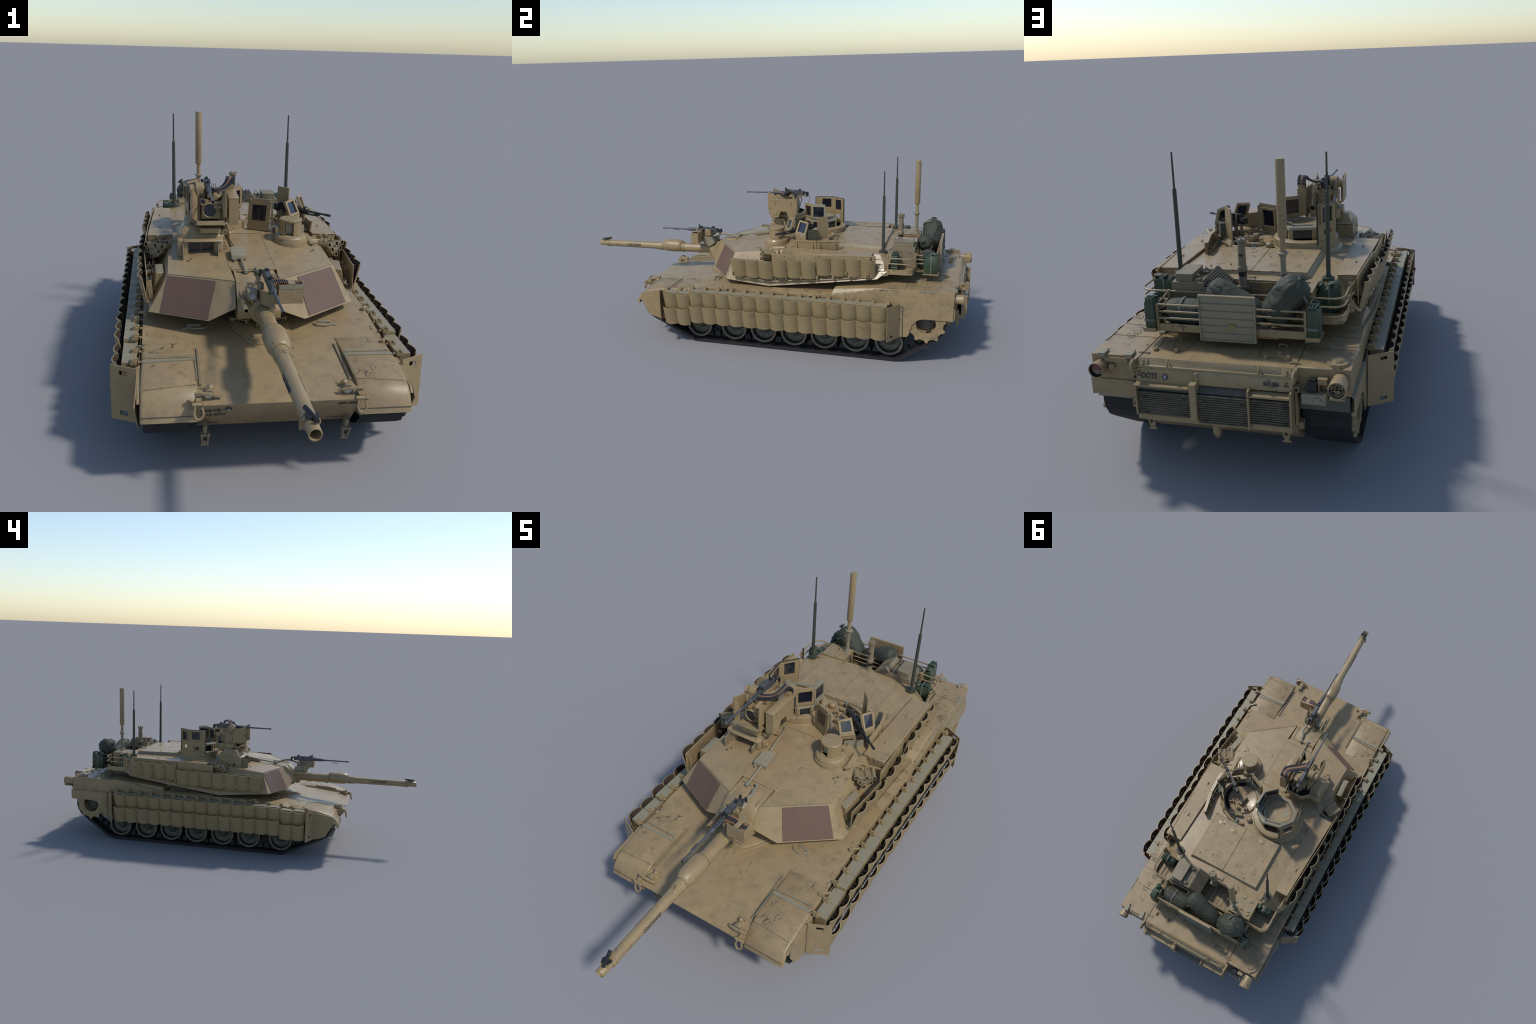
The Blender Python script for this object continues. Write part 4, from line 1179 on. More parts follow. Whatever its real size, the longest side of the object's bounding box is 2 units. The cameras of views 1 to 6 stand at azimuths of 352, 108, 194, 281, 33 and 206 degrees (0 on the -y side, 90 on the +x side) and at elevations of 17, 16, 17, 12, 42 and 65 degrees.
b = MB()      # coaxial port tube with flash hider, spotlight
p0, p1 = V((-.071, -.285, .4055)), V((-.068, -.394, .4030))
b.lathe(p0, p1 - p0, [(0, 0), (0, .0078), (.018, .0078), (.020, .0088), (.106, .0084), (.1095, .0084), (.1095, .0060), (.085, .0058), (.085, 0)], 20, mats=[0, 0, 0, 0, 0, 0, 1, 1])
for i in range(6):
    t = i * PI / 3
    b.obox(p1 + V((.0062 * math.cos(t), .001, .0062 * math.sin(t))), (.0026, .004, .0026), M.Rotation(-t, 3, "Y"), 0)
b.obox((-.0715, -.290, .417), (.004, .022, .010), (25, 0, 0)); b.obox((-.0790, -.300, .408), (.006, .008, .006))
b.box(-.0565, -.0300, -.338, -.306, .4120, .4395, 2)
b.lathe((-.0430, -.338, .4255), (0, -1, 0), [(0, 0), (0, .0118), (.0022, .0112), (.0022, .0098), (.0005, .0092), (.0005, 0)], 20, mats=[2, 2, 2, 3, 3])
b.obox((-.043, -.330, .4085), (.010, .010, .008)); b.cyl((-.043, -.334, .402), (-.043, -.334, .410), .0035, n=8)
b.obj("spotlight_and_coax", turret, [TAN, HOLE, SAGE, LENS], bevel=.0006)

# ---- crosswind / gunner items on the roof
b = MB()      # sage junction box with its conduit bar
b.prism([(-.0800, -.036, .4715), (-.0335, -.018, .4715), (-.0300, -.092, .4615), (-.0800, -.100, .4615)], (0, .001, .0140))
for x, y in ((-.070, -.103), (-.047, -.099), (-.024, -.040)):
    b.obox((x, y, .4630), (.007, .010, .006))
q0, q1 = V((-.0445, -.197, .4530)), V((-.0500, -.096, .4655))
b.tube([q0, q1], .0042, 6); b.obox(q0 + V((0, .006, 0)), (.012, .014, .011))
b.tube([(-.0590, -.028, .4770), (-.0760, .120, .4900)], .0040, 6); b.obox((-.0755, .116, .4905), (.011, .012, .007))
b.tube([(-.056, -.184, .452), (-.030, -.184, .453)], .0022, 6)
b.obj("conduit_box", turret, [SAGE], bevel=.0008)

# ---- gunner's sight housing
b = MB()
b.prism([(-.2475, -.026, .432), (-.2475, .100, .447), (-.2475, .100, .5130), (-.2475, -.008, .5130), (-.2475, -.026, .5060)], (.030, 0, 0))
b.prism([(-.1260, -.026, .432), (-.1260, .100, .447), (-.1260, .100, .5130), (-.1260, -.008, .5130), (-.1260, -.026, .5060)], (.026, 0, 0))
b.box(-.218, -.125, .010, .099, .440, .5125)
b.hexa([(-.2300, -.034, .5020), (-.1050, -.034, .5020), (-.1050, .000, .5130), (-.2300, .000, .5130), (-.2290, -.034, .5065), (-.1060, -.034, .5065), (-.1060, .002, .5180), (-.2290, .002, .5180)])
b.hexa([(-.2480, -.010, .5120), (-.0970, -.010, .5120), (-.0970, .104, .5150), (-.2480, .104, .5150), (-.2470, -.008, .5195), (-.0980, -.008, .5195), (-.0980, .102, .5220), (-.2470, .102, .5220)])
b.hexa([(-.2460, -.006, .5190), (-.0985, -.006, .5190), (-.1050, .086, .5210), (-.2390, .086, .5210), (-.2260, .006, .5440), (-.1560, .006, .5440), (-.1580, .080, .5480), (-.2260, .080, .5480)])
b.box(-.2130, -.1300, .0050, .0105, .4480, .4990, 1)
b.box(-.1720, -.1690, .0010, .0060, .4480, .4990)
b.box(-.2180, -.1250, -.010, .006, .4360, .4470); b.box(-.219, -.212, -.020, .006, .446, .502); b.box(-.131, -.124, -.020, .006, .446, .502)
b.prism([(-.2330, -.026, .4400), (-.2330, -.026, .5020), (-.2330, -.064, .4960), (-.2330, -.064, .4420)], (.0028, 0, 0), 2)
b.prism([(-.1200, -.026, .4400), (-.1200, -.026, .4990), (-.1200, -.054, .4900), (-.1200, -.054, .4370)], (.0028, 0, 0), 2)
for y in (.015, .055):
    b.box(-.2485, -.2462, y - .006, y + .006, .455, .472, 3)
b.box(-.2488, -.2462, .083, .090, .462, .480, 3); b.obox((-.2480, .000, .487), (.006, .014, .010))
b.box(-.0995, -.0905, -.012, .022, .446, .500); b.obox((-.088, .006, .470), (.010, .018, .030)); b.cyl((-.094, -.018, .446), (-.094, -.018, .456), .006, n=10)
b.prism([(-.256, -.030, .436), (-.090, -.030, .441), (-.086, .108, .470), (-.256, .108, .462)], (0, .002, .006))
b.obj("sight_housing", turret, [TAN, GLASS, GREYTAN, HOLE], bevel=.0010)

# ---- commander's independent viewer drum
b = MB()
c = V((.1395, .0775, 0))
b.lathe(c + V((0, 0, .450)), (0, 0, 1), [(0, .0620), (.0130, .0610), (.0135, .0610), (.0300, .0605), (.0305, .0575), (.0400, .0560), (.0460, .0520), (.0475, .0460), (.0500, .0300)], 40)
# drum with a flat sighting window cut into its front: solid wall for most of the turn
aw0, aw1 = math.radians(-130), math.radians(-82)
full = [c + V((.0375 * math.cos(aw1 + (2 * PI - (aw1 - aw0)) * i / 34), .0375 * math.sin(aw1 + (2 * PI - (aw1 - aw0)) * i / 34), .500)) for i in range(35)]
cut = [c + V((-.012, -.022, .500)), c + V((.004, -.022, .500))]
b.prism(full + [c + V((-.0200, -.0180, .500)), c + V((.0040, -.0180, .500))], (0, 0, .0455))
b.lathe(c + V((0, 0, .5450)), (0, 0, 1), [(0, 0), (0, .0388), (.0065, .0388), (.0085, .0365), (.0085, 0)], 40)
b.obox(c + V((-.008, -.0195, .524)), (.022, .002, .034), (0, 0, 0), 1)
b.obj("panoramic_sight", turret, [TAN, SAGE], ang=22)
b = MB()       # travel-lock tubes beside it
b.cyl((.214, .060, .4620), (.207, .140, .4700), .0090, n=12); b.cyl((.222, .064, .4620), (.215, .140, .4690), .0075, n=12)
b.obox((.214, .060, .462), (.018, .010, .018), (0, 0, 5)); b.cyl((.210, .0545, .462), (.210, .050, .462), .004, n=8, m=1)
b.tube([(.228, .110, .464), (.300, .130, .458), (.320, .136, .455), (.322, .150, .452)], .0036, 8); b.cyl((.222, .108, .464), (.250, .116, .462), .0052, n=10)
b.tube([(-.252, .118, .466), (-.320, .136, .458), (-.346, .140, .455), (-.348, .155, .452)], .0036, 8); b.cyl((-.250, .117, .466), (-.282, .126, .463), .0055, n=10)
b.obj("rail_bar", turret, [TAN, HOLE])

# ---- blow-out panels
b = MB()
for x0, x1 in ((-.0083, .1530), (-.1820, -.0097)):
    zf, zr = .4965, .4915
    b.hexa([(x0, .3770, .470), (x1, .3770, .470), (x1, .6050, .470), (x0, .6050, .470), (x0, .3770, zf), (x1, .3770, zf), (x1, .6050, zr), (x0, .6050, zr)])
    for i in range(4):
        for y in (.380, .602):
            x = x0 + (x1 - x0) * (i + .5) / 4
            b.cyl((x, y, .487), (x, y, .4975 - .022 * (y - .377)), .004, n=8)
for x, y in ((.109, .543), (.040, .545), (-.062, .543), (-.136, .543), (-.103, .399), (.109, .405), (.040, .415), (-.150, .470)):
    z = .4965 - .005 * (y - .377) / .228
    if y == .470: continue
    b.lathe((x, y, z - .002), (0, 0, 1), [(0, .0165), (.0024, .0165), (.0027, .0158), (.0027, 0)], 24)
for x, y in ((.128, .462), (.020, .470), (-.035, .470), (-.150, .480), (.070, .560), (-.110, .590), (.128, .580)):
    b.cyl((x, y, .48), (x, y, .4975), .0030, n=8)
b.obj("blowout_panel", turret, [DECK], bevel=.0008)
b = MB()
for xa, xb in ((.1530, .1665), (-.1955, -.1820)):
    s = 1 if xa > 0 else -1
    b.hexa([(xa, .365, .4650), (xb, .365, .4650), (xb, .612, .4650), (xa, .612, .4650),
            (xa + (0 if s > 0 else .0129), .370, .4925 if s > 0 else .4925), (xb - (.0129 if s > 0 else 0), .370, .4925), (xb - (.0129 if s > 0 else 0), .606, .4880), (xa + (0 if s > 0 else .0129), .606, .4880)])
b.hexa([(-.190, .6045, .465), (.161, .6045, .465), (.161, .6180, .465), (-.190, .6180, .465), (-.1825, .6045, .4885), (.1535, .6045, .4885), (.1535, .6060, .4885), (-.1825, .6060, .4885)])
b.hexa([(-.190, .3640, .465), (.161, .3640, .465), (.161, .3765, .465), (-.190, .3765, .465), (-.1825, .3750, .4920), (.1535, .3750, .4920), (.1535, .3765, .4920), (-.1825, .3765, .4920)])
b.tube([(-.030, .632, .4795), (-.030, .645, .4845), (.004, .645, .4850), (.010, .632, .480)], .0022, 6)
b.obj("panel_coaming", turret, [GREYTAN])

# ---- side stowage bins
for s, x0f, x1f, x0r, x1r in ((1, .2345, .3185, .2420, .2950), (-1, -.2615, -.3470, -.2640, -.3240)):
    b = MB()
    zt = .4755
    b.hexa([(x0f + s * .006, .153, .405), (x1f, .153, .405), (x1f, .5675, .412), (x0r + s * .008, .5675, .412),
            (x0f, .153, zt), (x1f, .153, zt - .001), (x1r + s * (.026 if s > 0 else .0), .5675, zt), (x0r, .5675, zt)])
    b.hexa([(x0f - s * .001, .1515, zt), (x1f + s * .001, .1515, zt - .001), (x1r + s * (.0265 if s > 0 else .001), .569, zt), (x0r - s * .001, .569, zt),
            (x0f - s * .001, .1515, zt + .003), (x1f + s * .001, .1515, zt + .002), (x1r + s * (.0265 if s > 0 else .001), .569, zt + .003), (x0r - s * .001, .569, zt + .003)])
    for y in (.255, .440):
        xm = (x0f + x1f) / 2
        b.obox((xm, y, zt + .007), (.005, .016, .003)); b.obox((xm, y + .005, zt + .004), (.004, .004, .006))
    for t in (.35, .6):
        b.obox((x0f + (x1f - x0f) * t, .1505, zt - .004), (.010, .003, .010))
    b.obj("stowage_bin", turret, [DECK], bevel=.002)
b = MB()
b.box(-.338, -.278, .128, .150, .440, .461, 0)
b.obj("dark_crate", turret, [GREENPLATE])

# ---- side plates, tile carriers and tiles
PITCH = .0678
for s in (1, -1):
    b = MB()
    if s > 0:
        flat = [[(.3205, -.094, .352), (.3200, -.094, .434), (.3360, .104, .432), (.3330, .104, .362)],
                [(.3280, .108, .364), (.3260, .108, .470), (.3180, .3170, .4720), (.3220, .3170, .372)],
                [(.3200, .3210, .376), (.3160, .3210, .4800), (.3010, .5900, .4810), (.3080, .5900, .395)]]
        for p in flat:
            p = [V(q) for q in p]
            b.hexa([q for q in p] + [q + V((.0030, 0, 0)) for q in p])
        b.prism([(.3400, -.090, .352), (.3215, -.094, .352), (.3215, -.094, .368), (.3420, -.088, .368)], (0, .0028, .004))
    else:
        flat = [[(-.3450, -.163, .352), (-.3440, -.163, .434), (-.3570, .104, .436), (-.3560, .104, .362)],
                [(-.3480, .108, .364), (-.3520, .108, .472), (-.3460, .3170, .4740), (-.3410, .3170, .372)],
                [(-.3400, .3210, .376), (-.3440, .3210, .4800), (-.3270, .5900, .4810), (-.3290, .5900, .395)]]
        for p in flat:
            p = [V(q) for q in p]
            b.hexa([q for q in p] + [q - V((.0030, 0, 0)) for q in p])
    for y0, y1, z in ((.12, .31, .462), (.33, .585, .472)):
        for i in range(5):
            y = y0 + (y1 - y0) * i / 4
            x = (.3300 if s > 0 else -.3530) - s * (.010 if y0 > .3 else 0) - s * .010 * (y - y0) / (y1 - y0)
            b.cyl((x - s * .008, y, z), (x + s * .004, y, z), .0022, n=6)
    # rail and struts under the tiles
    xr = .322 if s > 0 else -.343
    b.tube([(xr, -.08, .342), (xr, .09, .330), (xr - s * .004, .30, .349), (xr - s * .012, .585, .382)], .0035, 6)
    for i in range(9):
        y = -.05 + i * .075
        z = .343 if y < .1 else .343 + (y - .1) * .085
        b.obox((xr + s * .004, y, z + .006), (.012, .008, .014))
        b.obox((xr - s * .020, y + .02, z + .002), (.040, .006, .006))
    for y in (-.02, .05, .15, .25, .36, .46, .56):
        b.obox((xr + s * .002, y, .40), (.024, .005, .010)); b.cyl((xr + s * .006, y, .405), (xr + s * .006, y, .392), .005, n=8)
    # folded floor under the front bay, bracket strap
    if s > 0:
        b.prism([(.3210, -.094, .350), (.262, -.08, .352), (.262, -.05, .352), (.3210, -.05, .350)], (0, 0, -.003))
    else:
        b.prism([(-.3450, -.163, .350), (-.300, -.163, .352), (-.300, -.05, .352), (-.3450, -.05, .350)], (0, 0, -.003))
        b.obox((-.336, -.150, .385), (.014, .003, .060), (0, -6, 0))
    b.obj("tile_carrier", turret, [TAN], bevel=.0006)
    # joints, height of the lower rim, reach of the upper rim at either end
    if s > 0:
        groups = [([-.0940, -.0220, .0440, .1120], .3500, .342, .349), ([.1140, .1820, .2490, .3175], .3615, .353, .341), ([.3185, .3870, .4540, .5230, .5900], .3810, .340, .325)]
    else:
        groups = [([-.1640, -.0930, -.0240, .0440, .1120], .3460, .362, .369), ([.1140, .1820, .2490, .3175], .3520, .370, .362), ([.3185, .3870, .4540, .5230, .5870], .3770, .361, .350)]
    for ys, zb, xa, xe in groups:
        for i, (ya, yb) in enumerate(zip(ys, ys[1:])):
            lean = math.radians(12.5) + rnd.uniform(-.010, .010)
            f = (i + .5) / (len(ys) - 1)
            xb = xa + (xe - xa) * f - .0885 * math.sin(lean)
            mt = place(s * xb, (ya + yb) / 2, zb + rnd.uniform(-.0006, .0006), 0 if s > 0 else PI, lean, .0, (1, (yb - ya) / .0664, 1.0))
            inst(tile_lo, mt, turret)

# ---- stowage boxes behind the side plates
b = MB()
p = [V(q) for q in ((.268, -.066, .362), (.300, -.075, .362), (.305, .012, .362), (.274, .018, .362), (.262, -.062, .414), (.288, -.074, .414), (.300, .010, .420), (.272, .020, .420))]
b.hexa(p, 0, 1)
p = [V(q) for q in ((-.328, -.105, .362), (-.300, -.100, .362), (-.300, -.010, .362), (-.334, -.012, .362), (-.318, -.108, .424), (-.292, -.100, .424), (-.296, -.010, .424), (-.322, -.012, .424))]
b.hexa(p, 0, 1)
b.obj("side_box", turret, [TAN, SAGE], bevel=.0012)

# ---- smoke grenade launchers
for s, cx, cy in ((1, .2960, .050), (-1, -.3230, .051)):
    b = MB()
    d = V((s * .50, -.84, .22)).normalized()
    r = d.cross(V((0, 0, 1))).normalized(); u = r.cross(d)
    c = V((cx, cy, .4540))
    pos = [(-.031, .014), (-.005, .014), (.031, .014), (-.020, -.004), (.019, -.004), (.004, -.021)]
    for px, pz in pos:
        q = c + r * px + u * pz
        b.lathe(q, d, [(-.062, 0), (-.062, .0084), (.004, .0084), (.004, .0064), (-.030, .0060), (-.030, 0)], 16, mats=[0, 0, 0, 1, 1])
    pl = [c + r * px + u * pz for px, pz in ((-.036, .0165), (.036, .0165), (.022, -.010), (.010, -.026), (-.003, -.026), (-.024, -.010))]
    b.prism([q - d * .004 for q in pl], -d * .056)
    for px, pz, w in ((-.018, .014, .016), (.013, .014, .034), (-.0005, -.004, .036)):
        b.prism([c + r * (px - w / 3) + u * (pz + .0052) + d * .0018, c + r * (px + w / 3) + u * (pz + .0052) + d * .0018, c + r * (px + w / 3) + u * (pz - .0052) + d * .0018, c + r * (px - w / 3) + u * (pz - .0052) + d * .0018], -d * .006, 2)
    for px in (-.030, .006):
        q = c + r * px + u * .020 - d * .045
        b.cyl(q, q + u * .012, .005, n=8); b.tube([q + u * .010, q + u * .016 + r * .010, q + u * .004 + r * .018], .0022, 6)
    b.obj("smoke_launcher", turret, [TAN, HOLE, GREYTAN], ang=30)
# ------------------------------------------------------------------ commander's cupola
CC = V((-.1065, .2530, 0))
b = MB()
b.lathe(CC + V((0, .004, .466)), (0, 0, 1), [(0, .128), (.012, .124), (.020, .118), (.0215, .1125), (.0470, .1110), (.0500, .1060), (.0505, .085)], 56)
cup = b.obj("commander_cupola", turret, [TAN], ang=30)
b = MB()
octo = [(-.060, .171), (-.134, .168), (-.192, .214), (-.199, .266), (-.152, .320), (-.066, .335), (-.016, .296), (-.017, .214)]
octo = [V((x, y, 0)) for x, y in octo]
cen = sum(octo, V()) / 8
def ringpt(k, f, z):
    p = cen + (octo[k % 8] - cen) * f
    return V((p.x, p.y, z))
for k in range(8):
    # episcope block with glass between posts, cap ring above
    p, q = ringpt(k, .95, .5150), ringpt(k + 1, .95, .5150)
    p2, q2 = ringpt(k, .93, .5480), ringpt(k + 1, .93, .5480)
    i_, j_ = ringpt(k, .70, .5150), ringpt(k + 1, .70, .5150)
    i2, j2 = ringpt(k, .70, .5480), ringpt(k + 1, .70, .5480)
    b.hexa([p, q, j_, i_, p2, q2, j2, i2], 1)
    o = (p + q) / 2 - cen; o.z = 0; o.normalize()
    b.hexa([ringpt(k, 1.0, .5475), ringpt(k + 1, 1.0, .5475), ringpt(k + 1, .72, .5475), ringpt(k, .72, .5475),
            ringpt(k, .97, .5560), ringpt(k + 1, .97, .5560), ringpt(k + 1, .76, .5590), ringpt(k, .76, .5590)], 2)
    e = (q - p).normalized()
    for t in (.0, 1.0):
        m_ = ringpt(k, .955, .5300) * (1 - t) + ringpt(k + 1, .955, .5300) * t
        b.obox(m_ + (e if t < .5 else -e) * .004, (.011, .004, .036), M.Rotation(math.atan2(e.y, e.x), 3, "Z"), 0)
b.obj("vision_block", cup, [TAN, GLASS, SAGE])
b = MB()
b.prism([ringpt(k, .705, .5420) for k in range(8)], (0, 0, .0085))
b.tube([(-.060, .255, .5515), (-.105, .222, .5515)], .002, 6)
b.tube([ringpt(4, .74, .558), ringpt(5, .74, .559), ringpt(6, .60, .559)], .0065, 8, 1)
b.tube([ringpt(6, .60, .559), ringpt(6, .78, .559), ringpt(7, .78, .559)], .0055, 8, 1)
b.prism([(-.165, .235, .5506), (-.140, .222, .5506), (-.125, .250, .5506), (-.150, .262, .5506)], (0, 0, .0006), 1)
b.tube([ringpt(5, .72, .556), ringpt(5, .80, .568), ringpt(6, .80, .570), ringpt(6, .70, .560)], .0022, 6)
b.obj("cupola_hatch", cup, [DECK, SAGE])

def wall(name, c4, t, border, glass, parent, rim=.008, proud=.004, mats=None):
    b = MB()
    b.window(c4, t, border, 0, 1, proud, rim)
    return b.obj(name, parent, mats or [TAN, glass])
# two glass screens on the gun side
wall("glass_screen", [(-.0665, .1705, .5570), (-.0190, .2150, .5570), (-.0190, .2170, .6370), (-.0665, .1725, .6340)], .006, (.006, .006, .016, .012), GLASS, cup)
wall("glass_screen", [(-.0165, .2190, .5570), (-.0140, .2850, .5570), (-.0160, .2850, .6370), (-.0180, .2190, .6370)], .006, (.006, .006, .016, .012), GLASS, cup, mats=[SAGE, GLASS])
# the tall armoured shield wrapped around the far side
b = MB()
chain = [V((-.2010, .1935, 0)), V((-.2140, .2880, 0)), V((-.1650, .3500, 0))]
for (p, q), z0, holes in (((chain[0], chain[1]), .5030, [(.034, .066, .0165 + .068, .110), (.040, .064, .022, .037)]),
                          ((chain[1], chain[2]), .5030, [(.024, .052, .0165 + .068, .112), (.032, .056, .026, .044)])):
    L = (q - p).length
    u = (q - p).normalized()
    o = V((p.x, p.y, z0))
    hs = [(.0345, .0810, .083, .127), (.0390, .0705, .022, .041)] if p is chain[0] else [(.0175, .0615, .075, .126), (.0150, .0500, .030, .049)]
    b.holed(o, u, (0, 0, 1), L, .1365, hs, .0040, 0)
    nrm = u.cross(V((0, 0, 1))).normalized()
    g = hs[0]
    b.prism([o + u * g[0] + V((0, 0, g[2])) + nrm * .001, o + u * g[1] + V((0, 0, g[2])) + nrm * .001, o + u * g[1] + V((0, 0, g[3])) + nrm * .001, o + u * g[0] + V((0, 0, g[3])) + nrm * .001], nrm * .002, 1)
    out = -nrm if (nrm.dot(V((CC.x, CC.y, 0)) - p) > 0) else nrm
    base = o + (nrm * .0042 if out == nrm else -nrm * .0002)
    f = .006
    for a0_, a1_, b0_, b1_ in ((g[0] - f, g[0], g[2] - f, g[3] + f), (g[1], g[1] + f, g[2] - f, g[3] + f), (g[0], g[1], g[2] - f, g[2]), (g[0], g[1], g[3], g[3] + f)):
        b.prism([base + u * x + V((0, 0, z)) for x, z in ((a0_, b0_), (a1_, b0_), (a1_, b1_), (a0_, b1_))], out * .006, 0)
    b.prism([o + V((0, 0, .1366)) - nrm * .0005, o + u * L + V((0, 0, .1366)) - nrm * .0005, o + u * L + V((0, 0, .1366)) + nrm * .0045, o + V((0, 0, .1366)) + nrm * .0045], (0, 0, .0016), 2)
for p, z in ((chain[0], .503), (chain[2], .503)):
    b.cyl((p.x, p.y, z), (p.x, p.y, .640), .0028, n=8, m=2)
b.obj("cupola_shield", cup, [TAN, GLASS, BLACK])

# ------------------------------------------------------------------ loader's hatch with its shields and light machine gun
HC = V((.083, .250, 0))
b = MB()
b.lathe(HC + V((0, 0, .462)), (0, 0, 1), [(0, .106), (.020, .103), (.022, .098), (.022, .0885)], 48)
b.lathe(HC + V((0, 0, .4835)), (0, 0, 1), [(0, .0890), (-.004, .0885), (-.004, .0735), (.0, .0735)], 48, 1)
b.lathe(HC + V((-.001, .003, .478)), (0, 0, 1), [(0, .071), (.010, .071), (.0125, .068), (.0125, .058), (.0115, .056), (.0115, 0)], 44)
hatch = b.obj("loader_hatch", turret, [DECK, HOLE], ang=30)
b = MB()
zt = .491
b.obox(HC + V((-.004, .010, zt + .010)), (.020, .048, .016), (0, 0, -8))
b.tube([(.045, .327, .492), (.100, .338, .494)], .0088, 10); b.obox((.072, .336, .491), (.012, .014, .014))
b.tube([(.130, .345, .487), (.098, .362, .489), (.060, .372, .489), (.020, .362, .489)], .007, 8)
b.ball((.005, .330, .492), .0125, sc=(1.25, 1, .95)); b.cyl((.005, .330, .480), (.002, .330, .49), .010, n=12)
b.obox((.048, .375, .496), (.012, .036, .003), (0, 0, 6), 1); b.obox((.054, .362, .500), (.006, .020, .016), (0, 0, 6), 1)
for x, y in ((.040, .290), (.050, .295), (.075, .303), (.084, .305)):
    b.obox((x, y, zt + .008), (.003, .014, .016), (0, 0, 8))
b.obox((.118, .282, zt + .007), (.004, .020, .012), (0, 0, 40)); b.obox((.128, .290, zt + .007), (.018, .004, .010), (0, 0, 40))
b.tube([HC + V((.02, .02, zt + .002)), HC + V((.02, -.02, zt + .020)), HC + V((0, -.045, zt + .012))], .0016, 6)
b.prism([(.150, .158, .470), (.213, .194, .468), (.213, .194, .500), (.150, .158, .500)], (-.0016, .003, 0), 1)
b.tube([(.100, .150, .486), (.115, .160, .493), (.128, .158, .489), (.140, .168, .496), (.150, .178, .490)], .0042, 8)
b.prism([(.100, .140, .4850), (.122, .150, .4850), (.118, .172, .4850), (.094, .164, .4850)], (0, 0, .018))
b.obox((.162, .168, .482), (.006, .014, .018)); b.obox((.205, .200, .476), (.014, .012, .008))
for k in range(9):
    t = math.radians(-60 + 33 * k)
    b.obox(HC + V((.1065 * math.cos(t), .1065 * math.sin(t), .476)), (.012, .008, .010), M.Rotation(t, 3, "Z"))
b.obj("hatch_fitting", hatch, [DECK, SAGE])
# upright glass screen
wall("glass_screen", [(.0775, .1580, .4880), (.0080, .1950, .4880), (.0110, .1930, .6000), (.0850, .1570, .6010)][::1], .0055, (.014, .014, .034, .022), GLASS, hatch)
b = MB()
q0, q1 = V((.0920, .1500, .4830)), V((.0020, .1980, .4830))
b.prism([q0, q1, q1 + V((0, 0, .006)), q0 + V((0, 0, .006))], (.006, .011, 0)); b.cyl(q0 + V((-.006, .000, .013)), q1 + V((.004, -.002, .013)), .0035, n=8)
for p in ((.080, .1570, .595), (.016, .1885, .594)):
    b.cyl(p, V(p) + V((-.004, -.008, 0)), .003, n=8)
b.obox((.088, .158, .549), (.006, .005, .088), (0, 0, -26))
b.obj("screen_bracket", hatch, [SAGE])
# two tilted screens either side of the gun
wall("tilted_screen", [(.1455, .1260, .5370), (.1890, .1610, .5410), (.1640, .1745, .6010), (.1255, .1375, .5950)], .005, (.010, .009, .016, .007), GLASSB, hatch)
wall("tilted_screen", [(.2110, .1880, .5380), (.2280, .2440, .5300), (.2070, .2570, .5950), (.1830, .2060, .6010)], .005, (.010, .008, .016, .007), GLASSB, hatch)
b = MB()
b.prism([(.1440, .1270, .5380), (.1900, .1640, .5420), (.1900, .1720, .5180), (.1480, .1380, .5160)], (-.006, .010, -.004))
b.prism([(.2120, .1890, .5390), (.2290, .2450, .5310), (.2260, .2460, .5060), (.2100, .1940, .5120)], (-.010, .004, 0))
b.obox((.150, .180, .508), (.010, .012, .046), (0, 0, 30)); b.obox((.205, .232, .500), (.010, .014, .040), (0, 0, 60))
b.obj("screen_foot", hatch, [TAN])
b = MB()      # tall plain plate behind
P = [V((.1685, .2885, .5060)), V((.1340, .3310, .5060)), V((.1350, .3305, .6150)), V((.1690, .2885, .6150))]
n = (P[1] - P[0]).cross(P[3] - P[0]).normalized()
b.hexa([P[0], P[1], P[1] + n * .004, P[0] + n * .004, P[3], P[2], P[2] + n * .004, P[3] + n * .004])
b.hexa([P[0] + V((.008, -.009, -.016)), P[1] + V((-.008, .012, -.016)), P[1] + n * .016 + V((-.008, .012, -.016)), P[0] + n * .016 + V((.008, -.009, -.016)), P[0] - n * .002, P[1] - n * .002, P[1] + n * .006, P[0] + n * .006])
b.obox(P[3] * .5 + P[0] * .5 + n * -.002 + (P[1] - P[0]) * .25, (.003, .005, .020), (0, 0, 40))
b.obj("rear_shield", hatch, [TAN])
b = MB()      # low folded splash plate towards the bin
for p, q in ((V((.2350, .1890, 0)), V((.2300, .2980, 0))), (V((.2295, .3000, 0)), V((.2050, .4030, 0)))):
    d = (q - p).normalized(); n = V((d.y, -d.x, 0))
    b.prism([p + V((0, 0, .474)), q + V((0, 0, .474)), q + n * .006 + V((0, 0, .5120)), p + n * .006 + V((0, 0, .5120))], -n * .003)
    b.prism([p + n * .008 + V((0, 0, .5120)), q + n * .008 + V((0, 0, .5120)), q - n * .006 + V((0, 0, .5135)), p - n * .006 + V((0, 0, .5135))], (0, 0, .0028))
    for t in (.15, .85):
        m_ = p * (1 - t) + q * t + n * .004
        b.obox(m_ + V((0, 0, .490)), (.010, .003, .036), M.Rotation(math.atan2(n.y, n.x), 3, "Z"))
for k in range(6):
    b.obox((.222 - .004 * k, .215 + .034 * k, .478), (.014, .010, .012), (0, 0, 17 * k))
b.obj("splash_plate", hatch, [TAN])
b = MB()      # light machine gun pointing over the bin
m0, m1 = V((.2880, .1165, .5510)), V((.1280, .2390, .5600))
d = (m0 - m1).normalized(); r = d.cross(V((0, 0, 1))).normalized(); u = r.cross(d); R = M((r, d, u)).transposed()
b.obox(m1 + d * .040, (.013, .085, .022), R, 0); b.obox(m1 + d * .030 + u * .013, (.014, .055, .006), R, 0)
